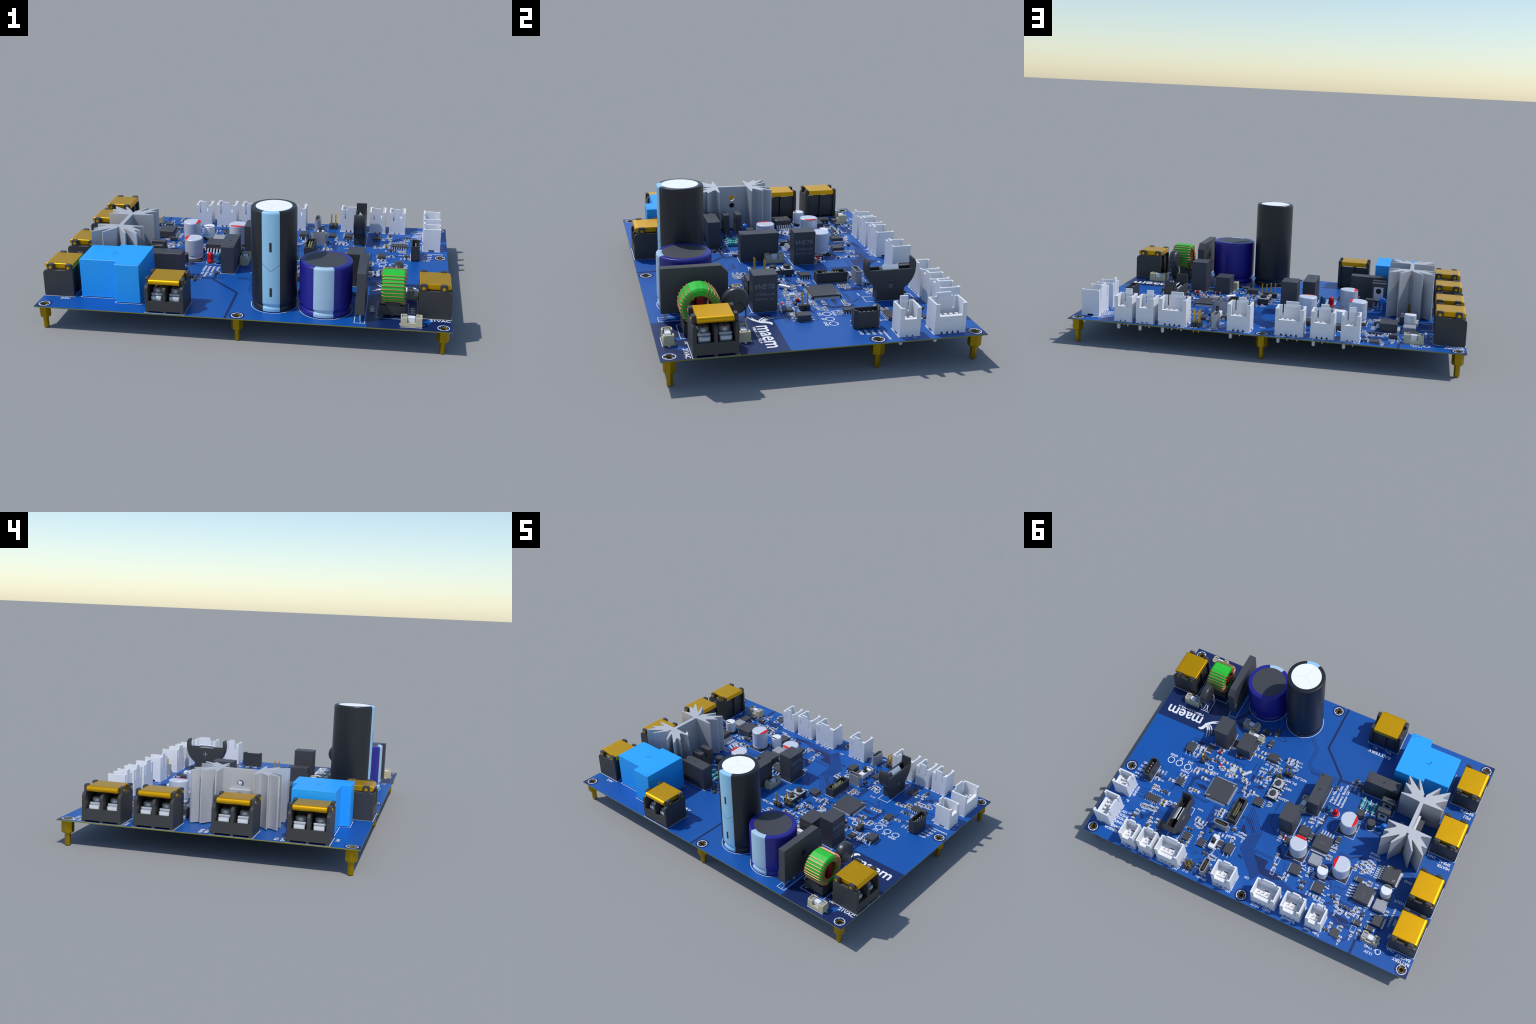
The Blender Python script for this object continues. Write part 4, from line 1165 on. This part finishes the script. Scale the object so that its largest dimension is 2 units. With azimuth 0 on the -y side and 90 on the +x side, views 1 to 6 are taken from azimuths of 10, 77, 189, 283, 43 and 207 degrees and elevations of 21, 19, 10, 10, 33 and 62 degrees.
def flat_pack(n, m=EPOXY):
    p = Part(); p.box(-n, n, -n, n, 0.06, 0.95, m, 0.06)
    for i in range(6):
        k = (i - 2.5) * n * 0.3
        for s in (-1, 1):
            p.box(s * n - 0.12, s * n + 0.12, k - 0.15, k + 0.15, 0.03, 0.3, TIN); p.box(k - 0.15, k + 0.15, s * n - 0.12, s * n + 0.12, 0.03, 0.3, TIN)
    return p.mesh("flat_pack", 25)
FP = flat_pack(2.4)
put("flat_pack", FP, 60.6, 48.0); put("flat_pack", FP, -55.6, 63.2)

def opto(w, d, h):
    p = Part()
    p.prism([(-w, 0.4), (w, 0.4), (w, h - 0.25), (w - 0.25, h), (-w + 0.25, h), (-w, h - 0.25)], -d, d, EPOXY, 'y')
    for x in (-1.27, 1.27):
        for s in (-1, 1):
            gull(p, x, s * d, 0, s, 0.6, h * 0.5, 1.9, 0.2)
    return p.mesh("optocoupler", 25)
OP = opto(2.4, 3.1, 2.9)
put("optocoupler", OP, 69.4, -3.6); put("optocoupler", OP, 18.7, 45.0); put("optocoupler", OP, 21.2, -18.6, 90)
for x, y, r in ((69.4, -3.6, 0), (18.7, 45.0, 0), (21.2, -18.6, 90)):
    if r == 0:
        stroke(silk, [(x - 2.75, y - 3.1), (x - 2.75, y + 3.1)], 0.22); stroke(silk, [(x + 2.75, y - 3.1), (x + 2.75, y + 3.1)], 0.22)
    else:
        stroke(silk, [(x - 3.1, y + 2.75), (x + 3.1, y + 2.75)], 0.22)

def dpak(bw, bl, h, legs, pitch, leg_len, tab):
    """Body bw wide (y) and bl long (x); tab towards +x, legs towards -x."""
    p = Part()
    p.box(-bl / 2, bl / 2, -bw / 2, bw / 2, 0.25, h, EPOXY, 0.18)
    p.box(bl / 2 - 0.3, bl / 2 + tab, -bw / 2 + 0.25, bw / 2 - 0.25, 0.04, h * 0.32, TIN, 0.1)
    for i in range(legs):
        y = (i - (legs - 1) / 2) * pitch
        if legs == 3 and i == 1:
            p.box(-bl / 2 - 0.7, -bl / 2, y - 0.4, y + 0.4, 0.3, 0.9, TIN); continue
        gull(p, -bl / 2, y, -1, 0, 0.75 if legs != 7 else 0.7, h * 0.45, leg_len, 0.35)
    return p
d1 = dpak(6.2, 5.8, 2.4, 3, 4.6 / 2, 2.6, 1.2).mesh("power_package", 25)
for x, y, r in ((-20.8, 39.7, 0), (-37.0, 44.0, 0), (-15.6, 16.3, 90), (-74.1, 47.3, 180)):
    put("power_package", d1, x, y, r)
    disc(silk, x - (4.5 if r == 0 else 0), y - 3.9, 0.3, SILK, 12)
pk5 = dpak(10.0, 9.2, 4.5, 5, 1.7, 4.4, 1.4)
pk5.cyl((-3.4, -3.9), 0.5, 4.48, 4.52, GRAPH, 16)
vs, fs = text_points("TO263-5", 1.0, FINE); pk5.add([(0.3 - b, -a, 4.515) for a, b in vs], fs, GRAPH)
m5 = pk5.mesh("power_package", 25)
put("power_package", m5, -28.2, 19.4, 90); put("power_package", m5, -61.1, 37.2, 180)
pk7 = dpak(9.8, 8.6, 4.5, 7, 1.27, 4.6, 1.5)
pk7.cyl((-3.3, 3.9), 0.55, 4.48, 4.53, LABEL, 16)
vs, fs = text_points("G", 1.3, FINE); pk7.add([(2.6 - b, a - 3.0, 4.515) for a, b in vs], fs, LABEL)
put("power_package", pk7.mesh("power_package", 25), -70.6, 20.4, 180)
for x, y, a, b in ((-28.2, 19.4, 5.6, 5.6), (-61.1, 37.2, 5.6, 5.4), (-70.6, 20.4, 5.2, 5.4)):
    stroke(silk, [(x - a, y + b), (x + a, y + b)], 0.2)

idm = Part(); idm.box(-3.3, 3.3, -3.2, 3.2, 0.2, 3.6, GREYB, 0.3); idm.box(-3.6, 3.6, -2.2, 2.2, 0.03, 0.5, TIN)
im = idm.mesh("power_inductor", 25)
put("power_inductor", im, -28.6, 30.2); put("power_inductor", im, -71.8, 39.3)

sma = Part()
sma.prism([(-2.2, 0.3), (2.2, 0.3), (2.1, 2.1), (-2.1, 2.1)], -1.35, 1.35, EPOXY, 'y', 0.08)
sma.box(1.25, 1.6, -1.37, 1.37, 2.09, 2.13, LABEL)
for s in (-1, 1):
    sma.box(s * 2.5 - 0.35, s * 2.5 + 0.35, -0.75, 0.75, 0.03, 1.0, TIN)
smam = sma.mesh("surface_diode", 25)
for x, y, r in ((33.0, -33.0, 0), (26.9, -35.4, 90), (26.9, -26.6, 90), (24.1, 44.6, 90), (-9.3, 26.0, 90), (-20.3, 18.0, 90), (-35.2, 13.2, 90), (-55.4, 29.9, 0), (-64.2, 53.0, 0), (-71.7, 53.0, 0), (-61.0, -41.0, 90)):
    put("surface_diode", smam, x, y, r)
sb = Part(); sb.box(-1.7, 1.7, -2.7, 2.7, 0.1, 1.1, EPOXY, 0.08); sb.box(-1.8, 1.8, -3.3, -2.6, 0.05, 1.12, TIN, 0.05); sb.box(-1.8, 1.8, 2.6, 3.3, 0.05, 1.12, TIN, 0.05)
sbm = sb.mesh("sense_resistor", 25)
put("sense_resistor", sbm, 58.6, -8.2); put("sense_resistor", sbm, 45.8, -17.6)

sot = Part()
sot.box(-1.5, 1.5, -0.7, 0.7, 0.1, 1.1, EPOXY, 0.1)
for x, s in ((-0.95, -1), (0.95, -1), (0, 1)):
    gull(sot, x, s * 0.7, 0, s, 0.42, 0.6, 0.6)
sotm = sot.mesh("small_outline_transistor", 25)
SOTS = [(77.9, 20.7, 0), (69.2, 28.8, 0), (77.9, 49.8, 0), (68.0, 52.6, 90), (60.3, 52.8, 90), (55.8, -1.5, 0), (51.3, -2.7, 0), (22.6, -3.8, 180), (18.9, -9.1, 90),
        (10.8, -17.5, 0), (33.0, 38.8, 90), (21.6, 33.0, 0), (29.7, 53.1, 0), (44.4, 43.3, 0), (45.8, 52.4, 0), (-28.0, 44.3, 0), (-28.0, 48.1, 0), (-46.4, 44.9, 0),
        (-53.3, 47.8, 0), (-56.8, 47.9, 0), (-65.2, 47.1, 90), (-50.4, 63.7, 0), (-32.6, -24.4, 0), (-29.6, -26.6, 90), (-33.9, -22.2, 90), (-20.6, -16.9, 90)]
for x, y, r in SOTS:
    put("small_outline_transistor", sotm, x, y, r)

# ------------------------------------------------------------------ chip parts with their silkscreen brackets
def chip(l, w, h, m):
    p = Part()
    p.box(-l * 0.24, l * 0.24, -w / 2, w / 2, 0.06, h, m)
    for s in (-1, 1):
        a, b = sorted((s * l * 0.24, s * l / 2)); p.box(a, b, -w / 2, w / 2, 0.05, h, TIN)
        a, b = sorted((s * l * 0.45, s * l * 0.68)); p.box(a, b, -w * 0.55, w * 0.55, 0.045, 0.075, TIN)
    return p
cap_m = chip(1.8, 1.0, 0.9, CHIPB).mesh("ceramic_capacitor", 0); capL_m = chip(2.2, 1.35, 1.1, CHIPB).mesh("ceramic_capacitor", 0); capX_m = chip(3.2, 1.7, 1.4, CHIPT).mesh("ceramic_capacitor", 0)
res_m = chip(1.7, 0.95, 0.5, CHIPK).mesh("chip_resistor", 0)
CAPS_X = [(69.7, 20.3), (59.2, 9.5), (55.2, 6.1), (51.7, 6.3), (52.9, 10.9), (56.1, 20.4), (54.4, 20.3), (52.7, 20.4), (46.1, -4.2), (41.6, -4.2), (37.2, -3.9), (43.4, 0.4), (40.9, 3.2),
          (37.1, 1.5), (33.0, 24.4), (33.1, 26.3), (33.0, 28.4), (33.7, -20.7), (33.5, -16.4), (29.1, -16.6), (18.2, -5.4), (22.1, -1.0), (34.0, -2.8), (31.0, 0.9), (29.8, 2.3)]
CAPS_Y = [(76.8, 28.4), (74.6, 28.5), (60.2, 33.9), (76.3, 42.0), (74.6, 42.0), (68.5, 40.8), (68.3, 47.8), (45.9, 0.2), (14.6, -13.6), (10.7, 9.4), (28.0, 7.3),
          (-7.9, 36.1), (-9.1, 42.4), (37.5, 43.4), (42.0, 52.3), (-51.6, 60.0), (-64.0, 59.7), (-59.3, 64.9), (-53.1, 21.1), (-54.7, 24.1), (-57.2, 22.3), (-60.3, 48.3), (-49.8, 47.7)]
CAPS_BIG = [(66.6, 34.3, 0), (66.4, 36.5, 0), (52.0, -11.0, 0), (-4.3, 24.3, 90), (-50.7, 23.5, 90)]
RES_X = [(78.0, 17.9), (77.6, 23.1), (71.8, 29.2), (65.4, 14.4), (63.9, 15.3), (59.2, 8.0), (65.2, -7.1), (64.8, -4.8), (64.8, -1.2), (51.6, -5.7), (28.5, -19.8), (11.8, -20.4), (8.1, -20.7),
         (25.4, 9.5), (23.1, 6.5), (-17.4, 44.3), (-17.5, 47.2), (-35.3, 49.1), (-39.0, 49.0), (26.8, 38.7), (-55.7, 50.5), (-60.9, 46.6), (-64.4, 49.5), (62.0, -8.4), (62.2, -5.9), (62.0, -2.9),
         (49.9, -14.0), (12.0, -22.6), (8.8, -23.0), (41.0, 36.4), (43.4, 36.5)]
RES_Y = [(63.3, 34.1), (72.4, 41.4), (70.8, 41.5), (78.2, 46.9), (78.0, 52.3), (67.0, 50.2), (64.4, 47.1), (23.4, -14.6), (20.2, -14.4), (17.2, -14.2), (24.6, -9.0), (22.2, -9.2), (7.0, -18.0), (18.2, -1.2),
         (19.6, 38.1), (16.4, 33.7), (14.4, 34.0), (26.2, 53.2), (24.4, 53.4), (41.9, 38.9), (40.3, 39.3), (29.7, 61.5), (22.0, 61.0), (-20.1, 5.9), (-21.6, 6.0), (-17.2, 8.0), (-15.7, 8.3),
         (-34.1, 19.0), (-35.8, 19.0), (-34.3, 24.5), (-28.1, 38.8), (-67.2, 57.0), (-57.6, 59.4), (-61.1, 29.0), (-65.6, 31.0), (-56.3, 17.2), (-57.9, 17.7), (-55.0, 18.8), (-59.4, 18.4), (-76.9, 40.7), (-59.3, 30.6),
         (-30.6, -24.0), (-28.2, -23.6), (-48.6, 46.0), (-51.0, 50.6), (-53.4, 51.0), (-58.6, 50.8), (-62.4, 45.4), (-63.8, -12.0)]
designs = Part()
cnt = [0]
def bracket(x, y, r, l, w):
    c, s_ = math.cos(math.radians(r)), math.sin(math.radians(r))
    def T(a, b): return (x + a * c - b * s_, y + a * s_ + b * c)
    for sg in (-1, 1):
        stroke(designs, [T(sg * 0.35 * l, w), T(sg * 0.85 * l, w), T(sg * l, w * 0.7), T(sg * l, -w * 0.7), T(sg * 0.85 * l, -w), T(sg * 0.35 * l, -w)], 0.27)
def tag(s, x, y, r, off):
    c, s_ = math.cos(math.radians(r)), math.sin(math.radians(r))
    cnt[0] += 1
    sgn = 1 if random.random() < 0.5 else -1
    if random.random() < 0.6: write(designs, s, x + c * off * sgn, y + s_ * off * sgn, 0.95, r if random.random() < 0.6 else (r + 90) % 180, SILK, FINE)
    else: write(designs, s, x - s_ * 1.75 * sgn, y + c * 1.75 * sgn, 0.95, r, SILK, FINE)
for L, r in ((CAPS_X, 0), (CAPS_Y, 90)):
    for x, y in L:
        put("ceramic_capacitor", cap_m, x, y, r); bracket(x, y, r, 1.55, 0.85); tag("C%d" % random.randint(10, 99), x, y, r, 2.9)
for x, y, r in CAPS_BIG:
    put("ceramic_capacitor", capL_m, x, y, r); bracket(x, y, r, 1.9, 1.05); tag("C%d" % random.randint(10, 99), x, y, r, 3.2)
for x in (62.9, 81.8):
    put("ceramic_capacitor", capX_m, x, -50.4, 90); bracket(x, -50.4, 90, 2.4, 1.3)
for L, r in ((RES_X, 0), (RES_Y, 90)):
    for x, y in L:
        put("chip_resistor", res_m, x, y, r); bracket(x, y, r, 1.5, 0.85); tag("R%d" % random.randint(10, 199), x, y, r, 3.1)
for x, y, r in SOTS:
    tag("Q%d" % random.randint(1, 30), x, y, r, 2.7)

# glass diodes, crystals, empty footprints
gd = Part(); gd.cyl((0, 0.75), 0.72, -1.0, 1.0, GLASSR, 16, 'x')
for s in (-1, 1):
    a, b = sorted((s * 1.0, s * 1.75)); gd.cyl((0, 0.75), 0.76, a, b, TIN, 16, 'x')
gm = gd.mesh("glass_diode", 40)
for x, y, r in ((52.3, -8.4, 0), (48.1, -0.8, 90), (-6.8, 24.9, 90), (40.6, -10.6, 0)):
    put("glass_diode", gm, x, y, r)
xt = Part(); xt.box(-1.6, 1.6, -1.25, 1.25, 0.1, 0.9, QUARTZ, 0.1); xt.box(-1.7, 1.7, -1.35, 1.35, 0.05, 0.45, CREAM)
put("crystal", xt.mesh("crystal", 25), 40.0, -1.2); outline(designs, 38.0, 42.0, -2.9, 0.5, 0.2)
xc = Part(); xc.cyl((0, 1.1), 1.0, -3.0, 3.0, QUARTZ, 20, 'x', 0.2)
for s in (-0.35, 0.35):
    xc.tube([(-3.0, s, 1.1), (-3.7, s * 1.5, 0.6), (-4.3, s * 2, 0.15)], 0.15, TIN, 6)
put("crystal", xc.mesh("crystal_cylinder", 40), 31.2, -2.6, 228)
outline(designs, -10.3, -8.3, 37.2, 41.4, 0.18); outline(designs, -10.6, -8.7, 43.7, 47.8, 0.18); outline(designs, -65.0, -62.4, 55.0, 58.6, 0.18)
for k in range(9):                                # resistor bank beside the tubular indicator legend
    bracket(-59.2 + (k // 3) * 1.9 - 1.0, 19.6 + (k % 3) * 1.7, 90, 0.9, 0.6)
put("surface_mount_designators", designs.mesh("surface_mount_designators", 0, False), stuff=True)

# ------------------------------------------------------------------ lettering on the board
WORDS = [("21VAC", 94.5, -58.7, 2.1, 0, 9.6), ("24V", -87.9, -58.7, 1.7, 0, 5.0), ("GND", 76.4, 5.0, 1.5, 0, None), ("5V", 71.1, 5.1, 1.5, 0, None), ("3V3", 65.1, 5.2, 1.5, 0, None),
         ("DVDD", 65.3, 11.8, 1.4, 0, None), ("3V3A", 56.4, 1.6, 1.3, 0, None), ("AVDD", 49.0, 5.0, 1.3, 0, None), ("BATTERY", -34.2, -49.0, 1.9, 0, 14.4), ("V--", -30.4, -52.0, 1.6, 0, None), ("V++", -38.6, -52.4, 1.6, 0, None),
         ("Main Power", -20.9, -12.9, 1.5, -90, 11.0), ("Indicator ON", -23.2, -13.4, 1.5, -90, 12.6), ("Battery Backup", -25.6, -14.5, 1.5, -90, 14.8), ("Indicator ON", -27.9, -13.0, 1.5, -90, 12.6),
         ("ADC_PSU", 1.4, -13.3, 1.4, 0, None), ("EN_WDT", 5.9, -9.0, 1.4, 0, None), ("NRST", 5.2, -4.2, 1.4, 0, None), ("BOOT0", 4.6, 3.0, 1.4, 0, None),
         ("SENSOR", 85.9, 63.0, 1.5, 0, 8.4), ("BOARD", 83.4, 60.6, 1.5, 0, None), ("GND", 83.9, 57.5, 1.5, 0, None), ("TXD2", 83.4, 55.0, 1.5, 0, None), ("RXD2", 83.2, 52.8, 1.5, 0, None), ("12V", 84.2, 50.4, 1.5, 0, None),
         ("SOUND", 84.7, 35.8, 1.5, 90, 6.8), ("R-", 86.4, 43.3, 1.5, 0, None), ("L-", 97.4, 34.2, 1.2, 90, None), ("L+", 97.4, 38.0, 1.2, 90, None),
         ("Thermoswitch", 92.6, 27.2, 1.2, 0, 10.0), ("Board", 89.4, 25.2, 1.3, 0, None), ("TXD3", 88.9, 22.2, 1.4, 0, None), ("RXD3", 88.6, 19.6, 1.4, 0, None), ("GND", 88.2, 17.0, 1.4, 0, None),
         ("ADC Temp", 71.4, 68.1, 1.5, 0, 9.8), ("Spiral Heat.", 60.3, 68.1, 1.5, 0, 9.8), ("I2C Expansion", 46.1, 68.1, 1.5, 0, 13.6), ("J2 J1", 34.6, 67.0, 1.4, 0, None), ("Display", 25.2, 67.2, 1.4, 0, 7.0), ("Water Level", 11.8, 67.3, 1.5, 0, 11.2),
         ("FAN2", -9.6, 68.0, 1.5, 0, None), ("FAN1", -16.4, 67.7, 1.5, 0, None), ("Solenoid", -29.6, 67.7, 1.5, 0, 8.0), ("Tubu. Heat.", -44.0, 68.1, 1.5, 0, 9.6),
         ("V_CHG", -76.4, 62.4, 1.5, 0, None), ("13.5V", -76.2, 65.2, 1.5, 0, None), ("CN4", -86.7, 58.7, 1.5, 0, None), ("BACKUP", -94.2, 59.9, 1.7, 0, 8.6), ("BATTERY", -94.0, 62.4, 1.8, 0, 9.8), ("CHARGER INDI", -80.3, 41.8, 1.1, -90, 11.4),
         ("GND", -82.8, 43.6, 1.3, -90, None), ("VIN", -83.0, 52.2, 1.3, -90, None), ("GND", -80.6, 18.9, 1.5, 0, None), ("VOUT", -80.6, 31.8, 1.5, 0, None), ("TUBULAR", -57.6, 11.6, 1.3, 0, 6.0), ("INDICATOR", -58.2, 13.8, 1.3, 0, 7.0),
         ("CN13", -86.6, -1.4, 1.4, 0, None), ("SPIRAL", -94.6, -0.6, 1.7, 0, 7.0), ("HEATER", -94.8, 2.0, 1.7, 0, 7.4), ("PSU", -96.2, -32.6, 1.8, 0, None), ("SMPS", -95.0, -35.6, 1.8, 0, 8.2),
         ("FLASH DEBUG", 29.2, 22.0, 1.2, -90, 13.0), ("FLASH", 20.9, 37.6, 1.4, 0, None), ("PING", 20.0, 7.4, 1.1, 0, None), ("TUBULAR HE", -96.5, 37.0, 1.4, 0, 6.6), ("V++", 47.0, -14.2, 0.9, 0, None), ("12.2V", -31.0, 38.0, 1.4, -90, None), ("11.5V", -24.6, 29.6, 1.2, -90, None),
         ("GENC", -43.0, 52.0, 1.2, 0, None), ("INDICATOR", -40.0, 50.6, 1.1, 0, 6.0), ("12V", 2.0, 55.6, 1.3, 0, None), ("MB/ALLEA/V2.4", 82.2, -26.9, 1.3, 0, 17.2), ("FLASH", 45.0, 30.0, 0.9, 0, None),
         ("4", 67.2, -57.0, 1.5, 0, None), ("CN2", 84.2, -57.6, 1.0, 0, None), ("12V", -18.4, 56.0, 1.2, 90, None), ("GND", -14.0, 56.0, 1.2, 90, None), ("12V", -11.6, 56.0, 1.2, 90, None), ("GND", -9.2, 56.0, 1.2, 90, None)]
for s, x, y, size, rot, fit in WORDS:
    lp = Part()
    write(lp, s, 0, 0, size, 0, SILK, BOLD, fit)
    put("lettering", lp.mesh("lettering", 0, False), x, y, rot)

# logo: lower-case word with a bird made of sweeping feathers
lp = Part()
vs, fs = text_points("maem", 1, 0.016)
hgt = max(p[1] for p in vs) - min(p[1] for p in vs); lo = min(p[1] for p in vs); wid = max(p[0] for p in vs) - min(p[0] for p in vs)
z = lift()
lp.add([(84.4 + a * 23.0 / wid, -25.9 + (b - lo) * 5.0 / hgt, z) for a, b in vs], fs, SILK)
def feather(spine, widths):
    """A tapered curved blade: quadratic through three control points, half-widths along it."""
    n = 14; L = []; R_ = []
    for i in range(n + 1):
        t = i / n
        p = [(1 - t) ** 2 * spine[0][k] + 2 * t * (1 - t) * spine[1][k] + t * t * spine[2][k] for k in (0, 1)]
        d = Vector([2 * (1 - t) * (spine[1][k] - spine[0][k]) + 2 * t * (spine[2][k] - spine[1][k]) for k in (0, 1)]).normalized()
        w = (1 - t) ** 2 * widths[0] + 2 * t * (1 - t) * widths[1] + t * t * widths[2]
        L.append((p[0] - d.y * w, p[1] + d.x * w)); R_.append((p[0] + d.y * w, p[1] - d.x * w))
    z = lift()
    lp.add([(a, b, z) for a, b in L + R_], [(i, n + 1 + i, n + 2 + i, i + 1) for i in range(n)], SILK)
feather([(72.6, -18.6), (69.6, -17.4), (69.2, -23.0)], (0.25, 1.5, 0.7))
feather([(70.0, -19.6), (69.0, -25.0), (63.2, -25.6)], (0.7, 1.1, 0.1))
feather([(69.2, -21.5), (68.0, -25.6), (61.6, -27.6)], (0.3, 0.8, 0.05))
feather([(69.0, -21.4), (66.5, -21.5), (65.2, -13.6)], (0.3, 0.8, 0.05))
feather([(68.6, -22.4), (65.4, -21.5), (64.0, -15.4)], (0.2, 0.6, 0.05))
feather([(68.3, -23.2), (64.4, -22.4), (63.2, -17.6)], (0.2, 0.55, 0.05))
put("bird_emblem", lp.mesh("bird_emblem", 0, False))

put("silkscreen_outlines", silk.mesh("silkscreen_outlines", 0, False), stuff=True)
put("copper_traces", cop.mesh("copper_traces", 0, False), stuff=True)

# solder joints that show under the board
sj = Part()
for x, y in [(15.6 - 5, -50.2), (15.6 + 5, -50.2), (40.7 - 5, -52.2), (40.7 + 5, -52.2), (67, -55), (77, -55), (67, -46), (77, -46), (-64, -40), (-55, -40), (-75, -48), (-55, -55),
             (52.9, -21), (52.9, -18), (52.9, -15), (-5.9, 13), (-5.9, 16), (-5.9, 19), (-70.5, -22.1), (-70.5, 3.4), (-74, -12), (-74, -9.4), (-74, -7)]:
    sj.revolve([(0, -THICK - 1.3), (0.35, -THICK - 1.2), (0.45, -THICK - 0.5), (0.9, -THICK - 0.02)], TIN, (x, y, 0), 10)
put("solder_joints", sj.mesh("solder_joints", 40), stuff=True)
